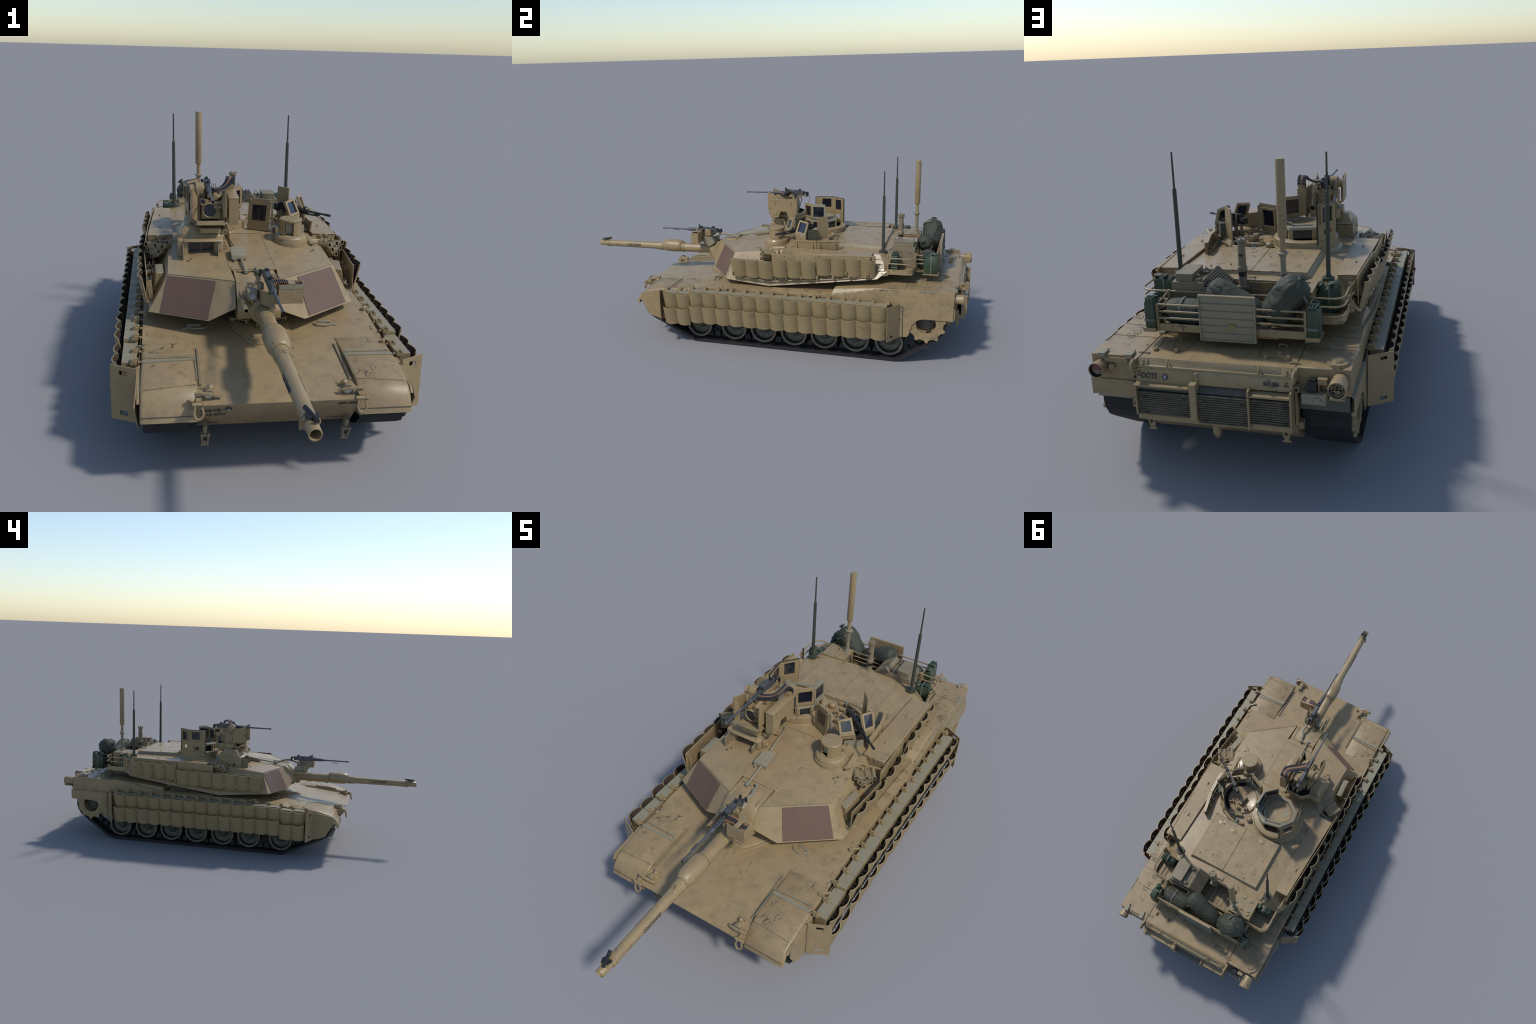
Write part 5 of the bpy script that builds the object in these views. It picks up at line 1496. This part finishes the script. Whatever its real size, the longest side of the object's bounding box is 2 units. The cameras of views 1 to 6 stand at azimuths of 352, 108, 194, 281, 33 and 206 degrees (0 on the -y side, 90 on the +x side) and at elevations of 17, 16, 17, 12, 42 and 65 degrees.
b.obox(m1 - d * .012 - u * .004, (.014, .030, .022), R, 0); b.ball(m1 - d * .010 - u * .006, .012, 0, (1, 1, 1.1))
b.cyl(m1 + d * .08, m1 + d * .115, .0075, n=10); b.cyl(m1 + d * .08, m0 - d * .018, .0036, n=10); b.cyl(m0 - d * .020, m0, .0046, n=10)
b.cyl(m1 + d * .085 - u * .010, m1 + d * .155 - u * .009, .0032, n=8); b.obox(m1 + d * .150 - u * .004, (.010, .012, .014), R); b.obox(m1 + d * .10 + u * .010, (.003, .008, .010), R)
b.obox(m1 + d * .060 - u * .018, (.008, .014, .020), R, 1); b.obox(m1 + d * .020 - u * .018, (.007, .010, .020), R)
for t in (.02, .045):
    b.obox(m1 + d * t - r * .010 - u * .002, (.004, .006, .030), R, 1)
b.obox(m1 + d * .035 - u * .020, (.022, .070, .005), R, 1)
b.cyl(m1 + d * .04 - u * .020, m1 + d * .04 - u * .070, .007, n=10, m=1)
lm = b.obj("light_machine_gun", hatch, [BLACK, GREYTAN])
b = MB()
c = V((.190, .268, .540))
b.obox(c + V((0, 0, -.010)), (.026, .050, .044), (0, 0, 28)); b.obox(c + V((0, 0, .0135)), (.028, .052, .004), (0, 0, 28))
b.obox(c + V((.0145, -.0065, -.012)), (.002, .022, .018), (0, 0, 28), 1)
b.obj("ammunition_can", hatch, [AMMOCAN, YELLOW], bevel=.001)

# ------------------------------------------------------------------ remote weapon station
b = MB()
b.cyl((-.140, .070, .486), (-.140, .070, .530), .030, .026, 24); b.cyl((-.140, .070, .520), (-.140, .070, .548), .042, n=28, m=2)
b.box(-.192, -.092, .000, .070, .5480, .5580); b.box(-.188, -.096, -.030, .000, .5560, .5660); b.box(-.175, -.108, -.026, .02, .530, .546)
b.obox((-.143, -.034, .566), (.086, .010, .014), (-12, 0, 0), 0)
# hexagonal base tray at the rear
hexb = [(-.190, .060), (-.096, .060), (-.084, .100), (-.100, .140), (-.172, .142), (-.204, .110)]
hexi = [(x * .90 - .0145, (y - .1) * .88 + .1) for x, y in hexb]
A = [b.bm.verts.new((x, y, .5400)) for x, y in hexb]; B = [b.bm.verts.new((x, y, .5740)) for x, y in hexb]
C = [b.bm.verts.new((x, y, .5740)) for x, y in hexi]; D = [b.bm.verts.new((x, y, .5500)) for x, y in hexi]
n6 = len(hexb)
b.face(A[::-1], 0); b.face(D, 1)
for i in range(n6):
    j = (i + 1) % n6
    b.face([A[i], A[j], B[j], B[i]], 0); b.face([B[i], B[j], C[j], C[i]], 2); b.face([C[i], C[j], D[j], D[i]], 1)
b.box(-.206, -.170, .030, .078, .5520, .5720); b.box(-.208, -.180, .040, .072, .5280, .5540)
b.cyl((-.095, -.005, .528), (-.095, .045, .534), .0095, n=14); b.lathe((-.095, -.005, .528), (0, -1, 0), [(0, .0095), (.003, .0095), (.003, .006), (-.01, .006), (-.01, 0)], 14, mats=[0, 0, 1, 1])
b.box(-.106, -.084, .006, .040, .518, .528); b.prism([(-.090, .045, .540), (-.078, .062, .495), (-.070, .060, .495), (-.082, .043, .540)], (0, .006, 0))
# uprights
b.hexa([(-.186, .020, .556), (-.172, .020, .556), (-.172, .090, .556), (-.186, .090, .556), (-.184, .030, .662), (-.172, .030, .662), (-.172, .074, .662), (-.184, .074, .662)])
b.hexa([(-.112, .020, .556), (-.100, .020, .556), (-.100, .090, .556), (-.112, .090, .556), (-.112, .028, .650), (-.102, .028, .650), (-.102, .080, .650), (-.112, .080, .650)])
b.cyl((-.206, .052, .6580), (-.186, .052, .6580), .0165, n=24); b.cyl((-.187, .052, .6600), (-.160, .052, .6600), .0215, n=24); b.cyl((-.160, .052, .660), (-.156, .052, .660), .014, n=18)
b.obox((-.180, .060, .612), (.022, .040, .040), (8, 0, 0))
b.box(-.166, -.120, .055, .100, .570, .640); b.obox((-.142, .105, .600), (.030, .020, .060), None, 0); b.box(-.158, -.128, .100, .116, .575, .628, 2)
b.obox((-.120, .088, .640), (.020, .040, .022)); b.obox((-.164, .090, .630), (.012, .040, .018))
for k in range(3):
    b.tube([(-.128 + .006 * k, .128, .664), (-.126 + .006 * k, .138, .640), (-.130 + .005 * k, .126, .604), (-.138, .118, .580)], .0013, 5, 1)
ws = b.obj("weapon_station", turret, [TAN, HOLE, GREYTAN], bevel=.0008, ang=30)
# sight pod
b = MB()
b.box(-.170, -.110, -.004, .055, .572, .632)
b.lathe((-.1440, -.0160, .6030), (0, -1, 0), [(-.045, 0), (-.045, .024), (-.020, .0255), (.001, .0245), (.002, .0225), (-.002, .0215), (-.002, 0)], 32, mats=[0, 0, 0, 0, 0, 1])
b.lathe((-.1665, -.0120, .6300), (0, -1, 0), [(-.050, 0), (-.050, .0105), (.001, .0105), (.001, .0085), (-.002, .0080), (-.002, 0)], 20, mats=[0, 0, 0, 0, 1])
b.lathe((-.1655, .0100, .6500), (0, -1, 0), [(-.040, 0), (-.040, .0070), (.001, .0070), (.001, .0050), (-.002, .0045), (-.002, 0)], 16, mats=[0, 0, 0, 0, 1])
b.box(-.135, -.104, -.012, .030, .6230, .6330); b.box(-.133, -.106, -.0125, .020, .6080, .6225)
b.lathe((-.1165, -.0130, .6200), (0, -1, 0), [(-.010, 0), (-.010, .0055), (.002, .0055), (.001, .0042), (.001, 0)], 14, mats=[0, 0, 0, 1])
for x in (-.127, -.112):
    b.cyl((x, -.0125, .6135), (x, -.017, .6135), .0048, n=10)
b.tube([(-.124, -.006, .642), (-.116, .004, .644), (-.110, .016, .638), (-.110, .030, .626)], .0085, 10); b.cyl((-.127, -.012, .644), (-.127, .045, .648), .0085, n=12)
b.box(-.150, -.116, .020, .090, .636, .652); b.obox((-.118, .050, .655), (.016, .030, .010), (0, 0, 12))
b.obj("sight_pod", ws, [TAN, GLASS], bevel=.0006, ang=30)
# side shields
b = MB()
b.prism([(-.2030, -.040, .6790), (-.2030, -.042, .5860), (-.2030, .036, .5820), (-.2030, .036, .6480)], (.0045, 0, 0))
b.prism([(-.2020, -.0405, .6790), (-.2020, -.0425, .5860), (-.1880, -.030, .570), (-.1880, -.030, .6500)], (.0035, .0015, 0))
b.prism([(-.0920, -.038, .6780), (-.0920, -.040, .5860), (-.0920, .030, .5800), (-.0920, .034, .6440)], (-.0045, 0, 0))
b.prism([(-.0925, -.0385, .6780), (-.0925, -.0405, .5860), (-.1000, -.030, .580), (-.1080, -.026, .6380)], (-.0005, .0040, 0))
b.obj("gun_shield", ws, [TAN])
# ammunition box with its cut-away foot
b = MB()
yz = [(-.0135, .5535), (-.0135, .6420), (.1290, .6450), (.1290, .5500), (.0860, .5500), (.0720, .5850), (.0410, .5850), (.0290, .5535)]
b.prism([(-.0820, y, z) for y, z in yz], (.0310, 0, 0))
b.hexa([(-.0835, -.015, .6415), (-.0495, -.015, .6415), (-.0495, .131, .6445), (-.0835, .131, .6445), (-.0825, -.014, .6450), (-.0505, -.014, .6450), (-.0505, .130, .6490), (-.0825, .130, .6490)])
for y in (.012, .098):
    b.box(-.0512, -.0485, y - .0025, y + .0025, .616, .640)
b.cyl((-.0515, .0080, .5800), (-.0495, .0080, .5800), .0175, n=24); b.cyl((-.0500, .0080, .5800), (-.0486, .0080, .5800), .0130, n=24)
for y in (.045, .080):
    b.box(-.0512, -.0503, y, y + .008, .622, .6235, 1); b.box(-.0512, -.0503, y + .010, y + .013, .617, .6195, 1)
b.box(-.0512, -.0503, .050, .084, .626, .6270, 1)
b.box(-.0790, -.0545, .105, .130, .646, .662)
b.obj("station_ammo_box", ws, [TAN, INK], bevel=.0010)
b = MB()
sd = V((.002, -1, -.004))
heavy_mg(b, V((-.1470, .0400, .6655)), sd, .212, .100)
b.tube([(-.150, .165, .660), (-.146, .175, .640), (-.135, .165, .615), (-.125, .150, .612)], .0010, 5, 1)
b.cyl((-.165, .055, .668), (-.190, .055, .672), .003, n=8, m=1); b.obox((-.150, .150, .650), (.004, .008, .005), None, 2); b.obox((-.146, .138, .655), (.020, .012, .004), None, 2)
b.obox((-.147, .09, .648), (.018, .075, .014), None, 3); b.obox((-.137, .060, .655), (.012, .050, .010), None, 3)
smg = b.obj("station_machine_gun", ws, [STEEL, BLACK, YELLOW, TAN], ang=30)
# belt: links follow a curve from the feed to the box, every link a round with copper in the middle
b = MB()
ctrl = [V(q) for q in ((-.136, .026, .668), (-.122, .036, .664), (-.106, .048, .663), (-.092, .060, .666), (-.078, .076, .676), (-.069, .092, .6880), (-.067, .106, .6900), (-.0665, .117, .6820), (-.0665, .122, .6700), (-.0665, .1220, .6560))]
def catmull(P, n):
    out = []
    for i in range(len(P) - 1):
        a, b_, c_, d_ = P[max(0, i - 1)], P[i], P[i + 1], P[min(len(P) - 1, i + 2)]
        for k in range(n):
            t = k / n
            out.append(.5 * ((2 * b_) + (c_ - a) * t + (2 * a - 5 * b_ + 4 * c_ - d_) * t * t + (3 * b_ - a - 3 * c_ + d_) * t ** 3))
    out.append(P[-1])
    return out
cv = catmull(ctrl, 12)
line, acc = [cv[0]], 0
for p, q in zip(cv, cv[1:]):
    acc += (q - p).length
    if acc > .0046:
        line.append(q); acc = 0
for i, p in enumerate(line):
    q = line[min(i + 1, len(line) - 1)]; o = line[max(i - 1, 0)]
    t = (q - o).normalized()
    f = i / (len(line) - 1)
    side = (V((0, -1, .05)) * (1 - f) + V((1, 0, 0)) * f); side = (side - t * side.dot(t)).normalized()
    h = .0158
    b.cyl(p - side * h, p - side * .0035, .0026, n=6, m=1); b.cyl(p - side * .0035, p + side * .0035, .0029, n=6, m=0); b.cyl(p + side * .0035, p + side * h, .0026, n=6, m=1)
    nrm = t.cross(side)
    b.hexa([p - side * h * .95 - t * .0021 + nrm * .0042, p + side * h * .95 - t * .0021 + nrm * .0042, p + side * h * .95 + t * .0021 + nrm * .0042, p - side * h * .95 + t * .0021 + nrm * .0042,
            p - side * h * .95 - t * .0021 + nrm * .0010, p + side * h * .95 - t * .0021 + nrm * .0010, p + side * h * .95 + t * .0021 + nrm * .0010, p - side * h * .95 + t * .0021 + nrm * .0010], 1)
b.obj("station_ammo_belt", ws, [COPPER, LINK])
# ------------------------------------------------------------------ bustle: boxes, racks, aerials, baggage
b = MB()
zt = .4795
# -x box that carries the thick mast, +x air-conditioner box with lid and louvres
b.hexa([(-.2230, .6530, .402), (-.1185, .6530, .402), (-.1185, .7470, .402), (-.2230, .7470, .402), (-.2230, .6530, zt), (-.1185, .6530, zt), (-.1185, .7470, zt), (-.2230, .7470, zt)])
b.box(-.2242, -.1173, .6525, .7482, zt, zt + .0025)
for x, y in ((-.195, .668), (-.160, .665), (-.204, .712), (-.135, .700)):
    b.obox((x, y, zt + .0045), (.014, .010, .004), (0, 0, 20), 1)
b.tube([(-.215, .722, zt), (-.212, .722, zt + .008), (-.205, .735, zt + .008), (-.204, .738, zt)], .0015, 5)
b.tube([(-.1165, .668, .458), (-.112, .668, .462), (-.112, .690, .462), (-.1165, .690, .458)], .0022, 6); b.box(-.1175, -.1155, .672, .690, .450, .457, 1)
b.obj("mast_box", turret, [TAN, SAGE], bevel=.0012)
b = MB()
b.prism([(.1890, .648, .400), (.0450, .648, .400), (.0450, .648, .4560), (.0950, .648, .4960), (.1890, .648, .4960)], (0, .103, 0))
b.box(.1275, .1785, .6530, .7430, .4965, .5160); b.box(.1265, .1795, .6520, .7440, .5160, .5190)
lo0, lo1 = V((.0460, .0, .4570)), V((.0955, .0, .5000))
ax = (lo1 - lo0).normalized(); nn = V((-ax.z, 0, ax.x))
nn = V((-.655, 0, .755))
L = (lo1 - lo0).length
for y0, y1, m in ((.6500, .7520, 0),):
    b.prism([lo0 + V((0, y0, 0)), lo1 + V((0, y0, 0)), lo1 + V((0, y0, 0)) + nn * .024, lo0 + V((0, y0, 0)) + nn * .024], (0, y1 - y0, 0), 0)
for i in range(9):
    p = lo0 + (lo1 - lo0) * (i + .5) / 9 + nn * .0245
    b.obox(p + V((0, .7005, 0)), (.0045, .096, .004), (0, 30, 0), 0)
    b.obox(p + (lo1 - lo0) / 18 + V((0, .7005, -.0006)), (.0030, .094, .003), (0, -41, 0), 1)
    p2 = lo0 + (lo1 - lo0) * (i + .5) / 9 + nn * .0125
    b.obox(p2 + V((0, .7525, 0)), (.0026, .0022, .021), (0, -41, 0), 1)
    b.obox(p2 + V((0, .6495, 0)), (.0026, .0022, .021), (0, -41, 0), 1)
for y in (.665, .735):
    b.obox((.112, y, .500), (.020, .012, .008)); b.tube([(.100, y, .500), (.106, y + .006, .516), (.112, y, .518), (.118, y - .006, .505)], .0018, 5)
for y in (.662, .690, .728):
    b.obox((.1900, y, .476), (.004, .008, .010))
b.obj("air_unit", turret, [GREYTAN, HOLE], bevel=.0010)
b = MB()       # planked rear wall, floor of the basket
for i in range(5):
    x0 = .045 - .033 * i
    b.box(x0 - .0325, x0, .6565, .6595, .402, .474, i % 2)
b.box(-.310, .286, .655, .752, .3940, .3985, 1)
for i in range(7):
    b.box(-.115 + .023 * i, -.113 + .023 * i, .66, .75, .3985, .3992, 2)
b.box(-.292, -.21, .600, .655, .385, .392, 1); b.box(.21, .270, .600, .655, .385, .392, 1)
b.obj("basket_floor", turret, [GREYTAN, TAN, SEAM])

# side baskets with rounded rear corners
rack = empty("stowage_rack", turret)
b = MB()
def rounded(x_in, x_out, y0, y1, z, r=.036, n=7):
    s = 1 if x_out > 0 else -1
    return [V((x_out, y0, z)), V((x_out, y1 - r, z))] + [V((x_out - s * r + s * r * math.cos(a), y1 - r + r * math.sin(a), z)) for a in [PI / 2 * i / n for i in range(1, n + 1)]] + [V((x_in, y1, z))]
for xi, xo, ye in ((.020, .2880, .7560), (-.095, -.3140, .7560)):
    s = 1 if xo > 0 else -1
    for z in (.4690, .4440):
        b.tube(rounded(xi if z > .45 else xi + s * .14, xo, .640, ye, z), .0030, 8)
    path = rounded(xi, xo, .642, ye, 0)
    for p, q in zip(path, path[1:]):
        d = (q - p).normalized(); nrm = V((d.y, -d.x, 0)) * s
        b.hexa([p + V((0, 0, .3930)), q + V((0, 0, .3930)), q - nrm * .003 + V((0, 0, .3930)), p - nrm * .003 + V((0, 0, .3930)),
                p + V((0, 0, .4170)), q + V((0, 0, .4170)), q - nrm * .003 + V((0, 0, .4170)), p - nrm * .003 + V((0, 0, .4170))])
    for y, z1 in ((.6420, .4720), (.6300, .4700)):
        b.box(xo - .003, xo + .003, y - .004, y + .004, .3880, z1)
    b.box(s * .1985 - .0035, s * .1985 + .0035, ye - .004, ye + .003, .3930, .4730)
    for z in (.4640, .4330, .4080, .3900):
        b.tube([(xo, .640, z), (xo + s * .004, .590, z - .002), (xo + s * .008, .560, z - .004)], .0020, 6)
    b.cyl((xo, .642, .468), (xo, .642, .480), .005, n=8)
    b.box(xo - .010, xo + .004, .556, .600, .372, .379)
    b.obox((xo + s * .002, .625, .392), (.012, .020, .014), (0, 0, 20))
b.tube([(-.1170, .6600, .4520), (.0440, .6600, .4520)], .0018, 6)
for z in (.4690, .4480, .4270):
    b.tube([(-.118, .7560, z), (.0440, .7560, z)], .0026, 6)
b.box(.0205, .0260, .7535, .7585, .398, .473)
b.cyl((.000, .664, .398), (.000, .664, .402), .020, n=6)
b.obj("side_basket", rack, [TAN])
# rear rack hung behind, rails, end frames and the slatted board
b = MB()
xa, xb = .1960, -.2250
for z in (.4625, .4425, .4230):
    b.tube([(xa, .8480, z), (xb, .8480, z)], .0032, 8)
    for x in (xa, xb):
        b.tube([(x, .8480, z), (x + (.004 if x > 0 else -.004), .7560, z + .004)], .0028, 8)
for x in (xa, xb):
    b.box(x - .0035, x + .0035, .8450, .8520, .3850, .4660); b.box(x - .003, x + .003, .757, .762, .390, .474)
b.box(xb, xa, .8470, .8505, .3850, .4070)
b.box(xb, xa, .7600, .8470, .3850, .3880)
for k in range(5):
    x = xb + .02 + k * .095
    b.box(x, x + .010, .760, .847, .3882, .3920)
for x, y in ((.150, .80), (.02, .82), (-.13, .81)):
    b.obox((x, y, .3925), (.05, .006, .006), (0, 0, 25))
for x in (xa + .003, xb - .040):
    b.box(x, x + .037, .7940, .8620, .3845, .3880)
    b.box(x, x + .037, .8600, .8630, .3870, .3960)
b.obj("rear_rack", rack, [TAN])
b = MB()
P = [V((.0675, .8590, .3700)), V((-.0915, .8590, .3700)), V((-.0915, .8590, .5010)), V((.0675, .8590, .5010))]
b.box(-.0915, .0675, .8545, .8580, .3700, .5010)
for i in range(6):
    z0 = .3720 + i * .0213
    b.hexa([(-.0890, .8570, z0), (.0650, .8570, z0), (.0650, .8590, z0), (-.0890, .8590, z0), (-.0890, .8570, z0 + .0213), (.0650, .8570, z0 + .0213), (.0650, .8625, z0 + .0198), (-.0890, .8625, z0 + .0198)], 1)
for x0, x1, z0, z1 in ((-.0920, -.0885, .3695, .5015), (.0645, .0680, .3695, .5015), (-.0885, .0645, .3695, .3725), (-.0885, .0645, .4985, .5015)):
    b.box(x0, x1, .8550, .8645, z0, z1, 0 if z1 > .5 and z0 > .49 else 1)
b.box(-.0190 - .014, -.0190 + .004, .8628, .8634, .4080, .4200, 2)
for z in (.40, .46):
    b.cyl((-.0925, .862, z), (-.0955, .862, z), .002, n=6)
b.obj("slatted_board", rack, [TAN, SAGE, YELLOW])

# aerials
def aerial(x, y, z0, zs, zt, name):
    b = MB()
    b.lathe((x, y, z0 - .062), (0, 0, 1), [(0, .0255), (.056, .0185), (.0562, 0)], 20, 1)
    b.cyl((x, y, z0 - .006), (x, y, z0 + .002), .0185, n=20)
    b.cyl((x, y, z0 + .002), (x, y, z0 + .028), .0092, .0055, 14)
    b.cyl((x, y, z0 + .024), (x, y, zs - .003), .0072, .0062, 14); b.cyl((x, y, zs - .003), (x, y, zs), .0062, .0042, 14)
    b.cyl((x, y, zs - .004), (x, y, zt), .0034, .0027, 10)
    b.obj(name, turret, [ANT, TAN], ang=30)
aerial(-.2460, .6100, .4810, .7430, .8505, "whip_aerial")
aerial(.2170, .6105, .4810, .7420, .8505, "whip_aerial")
b = MB()
b.lathe((-.1395, .7255, .4820), (0, 0, 1), [(0, .0150), (.006, .0150), (.0062, .0088), (.016, .0080), (.0900, .0080), (.0985, .0110), (.1030, .0155), (.1070, .0155), (.1090, .0105)], 24, 0)
b.lathe((-.1395, .7255, .5900), (0, 0, 1), [(0, .0084), (.0455, .0080)], 24, 1)
b.lathe((-.1400, .7255, .6340), (0, 0, 1), [(0, 0), (0, .0120), (.003, .0132), (.2130, .0132), (.2160, .0126), (.2165, 0)], 28, 1)
b.tube([(-.164, .722, .4825), (-.172, .716, .4880), (-.178, .722, .4870)], .0022, 6)
b.obj("communications_mast", turret, [SAGE, TAN], ang=30)
b = MB()
b.box(-.0190, .0190, .6480, .6800, .4560, .4640)
b.lathe((.000, .6640, .4640), (0, 0, 1), [(0, .0150), (.005, .0125), (.030, .0125), (.0302, .0122), (.046, .0122), (.0462, .0148), (.058, .0148), (.062, .0122), (.132, .0112), (.1325, .0140)], 20, 0, mats=[0, 0, 0, 1, 1, 0, 0, 0, 0])
b.lathe((.000, .6640, .5960), (0, 0, 1), [(0, .0112), (.002, .0165), (.0105, .0165), (.011, 0)], 8)
b.obox((-.001, .6520, .5560), (.010, .002, .007), None, 1); b.obox((-.001, .6765, .5600), (.010, .002, .007), None, 1)
for a in range(4):
    t = a * PI / 2 + .4
    b.obox((.0125 * math.cos(t), .664 + .0125 * math.sin(t), .6085), (.006, .006, .004))
b.obj("wind_sensor", turret, [GREYTAN, BLACK], ang=30)
b = MB()
for x, s in ((-.2250, -1), (.1960, 1)):   # cable glands beside the aerial feet
    b.cyl((x, .640, .470), (x + s * .000, .622, .472), .0095, n=14); b.lathe((x + s * .006, .650, .468), (0, 1, 0), [(0, 0), (0, .010), (.008, .0115), (.010, .008), (.010, 0)], 16)
    b.tube([(x, .655, .470), (x - s * .004, .664, .468), (x + s * .004, .668, .458)], .0028, 6)
b.obj("cable_gland", turret, [GREYTAN])

# jerrycans: pressed body with cross ribs, three-bar handle and spout
def jerrycan():
    b = MB()
    w, d, h = .0640, .0290, .0800      # along y, thickness along x, height
    prof = [(-.031, 0), (.031, 0), (.032, .002), (.032, .080), (.030, .083), (.006, .083), (-.020, .075), (-.032, .066), (-.032, .002)]
    for x0, x1 in ((-.0142, -.0006), (.0006, .0142)):
        b.prism([(x0, y, z) for y, z in prof], (x1 - x0, 0, 0))
    b.prism([(-.0010, y * .985, z * .995 + .0005) for y, z in prof], (.0020, 0, 0))
    c = b.bm.copy() if False else None
    for x in (-.0092, 0, .0092):
        b.tube([(x, .0285, .082), (x, .0275, .0925), (x, .006, .0925), (x, -.001, .0830)], .0030, 8)
    b.obox((0, .0275, .0895), (.0215, .0050, .0060)); b.obox((0, .003, .0895), (.0200, .0060, .0080), (0, 0, 0))
    b.cyl((0, -.0180, .0720), (0, -.0265, .0845), .0100, .0088, 16); b.cyl((0, -.0262, .0842), (0, -.0285, .0878), .0112, n=16)
    b.obox((0, -.0290, .0885), (.010, .004, .006), (35, 0, 0)); b.obox((0, -.0215, .0885), (.006, .014, .004), (20, 0, 0))
    for s in (-1, 1):
        x = s * .0143
        for a, z in ((1, 0), (-1, 0)):
            b.hexa([(x - .0008, -.022, .012 if a > 0 else .050), (x + .0008, -.022, .012 if a > 0 else .050), (x + .0008, .022, .050 if a > 0 else .012), (x - .0008, .022, .050 if a > 0 else .012),
                    (x - .0008, -.022, .016 if a > 0 else .054), (x + .0008, -.022, .016 if a > 0 else .054), (x + .0008, .022, .054 if a > 0 else .016), (x - .0008, .022, .054 if a > 0 else .016)])
        b.box(x - .0007, x + .0007, -.003, .0035, -.002, .088, 1)
    b.box(-.0150, .0150, -.003, .0035, .0915, .0930, 1)
    b.box(-.0165, .0165, .0320, .0330, .026, .034, 1)
    return b
jc = jerrycan().obj("jerrycan", rack, [CAN, STRAP], bevel=.0016, ang=45)
jc.matrix_local = place(.2150, .8280, .3885, 0)
inst(jc, place(-.2465, .8280, .3885, 0))
inst(jc, place(.2440, .6700, .3950, -PI / 2 * 1.02))
inst(jc, place(-.2600, .6680, .3900, PI / 2 * 1.0, 0, 0, (1, 1, 1.02)))

# kit bags: soft bodies with gathered ends, folds and straps
def bag(c, d, L, R, seed, tie=1, flat=1.0):
    """Barrel along d about c: length L, radius R; tie = which end is gathered."""
    c, d = V(c), V(d).normalized()
    u, v, w = basis(d)
    b = MB()
    n, k = 56, 44
    rows = []
    for i in range(k + 1):
        t = -1 + 2 * i / k
        e = abs(t)
        prof = (1 - e ** 4.2) ** .5 if e < 1 else 0
        ring = []
        for j in range(n):
            a = 2 * PI * j / n
            dirv = u * math.cos(a) * 1.0 + v * math.sin(a) * flat
            rr = R * prof
            p3 = dirv * 2.2 + d * t * 1.6 + V((seed, seed * 1.7, 0))
            wob = noise.noise(p3) * .085 + noise.noise(p3 * 2.7) * .045
            cr = abs(noise.noise(V((a * 1.2 + seed, t * 5.5 + math.sin(a * 2 + seed) * .6, seed))))
            fold = -.050 * math.exp(-(cr / .05) ** 2)
            gather = 0
            if tie and t * tie > .35:
                g = (t * tie - .35) / .65
                gather = (.10 * g) * math.cos(a * 13 + 2 * noise.noise(V((a, seed, 1)))) * (1 - .4 * g)
            rr *= 1 + wob + fold * prof + gather
            axial = t * L / 2
            if tie and t * tie > .8:
                axial -= tie * (t * tie - .8) / .2 * L * .030
            ring.append(b.bm.verts.new(c + d * axial + dirv * rr))
        rows.append(ring)
    for A, B in zip(rows, rows[1:]):
        for j in range(n):
            b.face([A[j], A[(j + 1) % n], B[(j + 1) % n], B[j]])
    b.face(rows[0][::-1]); b.face(rows[-1])
    bmesh.ops.remove_doubles(b.bm, verts=b.bm.verts[:], dist=1e-6)
    if tie:      # neck of cloth and cord
        e = c + d * tie * L * .468
        b.lathe(e, d * tie, [(-.004, R * .26), (.003, R * .16), (.006, R * .15), (.012, R * .30), (.014, R * .22), (.012, 0)], 18)
        b.ring(e + d * tie * .004, d, R * .17, .0018, 16, 6, 1)
    return b, c, d, u, v
rb = [((.1210, .8035, .4280), (1, -.05, -.02), .150, .0385, 1.3, 0), ((-.0180, .7960, .4600), (1, -.24, .48), .196, .0405, 4.1, 1), ((-.1620, .8030, .4760), (-.60, .02, .80), .162, .0475, 7.7, 1)]
for i, (c, d, L, R, seed, tie) in enumerate(rb):
    b, c, d, u, v = bag(c, d, L, R, seed, tie)
    def strap(t, a0_, a1_, w=.007, lift=1.05, n=12):
        pts = [c + d * (t * L / 2) + (u * math.cos(a0_ + (a1_ - a0_) * q / n) + v * math.sin(a0_ + (a1_ - a0_) * q / n)) * R * lift for q in range(n + 1)]
        for p, q in zip(pts, pts[1:]):
            o = ((p + q) / 2 - c); o = (o - d * o.dot(d)).normalized()
            b.hexa([p - d * w, q - d * w, q + d * w, p + d * w, p - d * w + o * .002, q - d * w + o * .002, q + d * w + o * .002, p + d * w + o * .002], 1)
    if i == 0: strap(.15, .4, 2.4, .0035, 1.04)
    if i == 1: strap(.62, 3.4, 6.0, .005, 1.06); strap(-.1, 4.2, 5.6, .005, 1.05)
    if i == 2: strap(.60, -.6, 1.4, .0045, 1.03)
    b.obj("kit_bag", rack, [BAG, STRAP], ang=60)
b = MB()
h = V((-.2060, .7960, .5080))
b.tube([h + V((.012, .020, .026)), h + V((.0, .034, .012)), h + V((-.014, .034, -.012)), h + V((-.020, .022, -.034))], .0042, 6)
b.obj("bag_strap", rack, [STRAP])
bpy.context.view_layer.update()
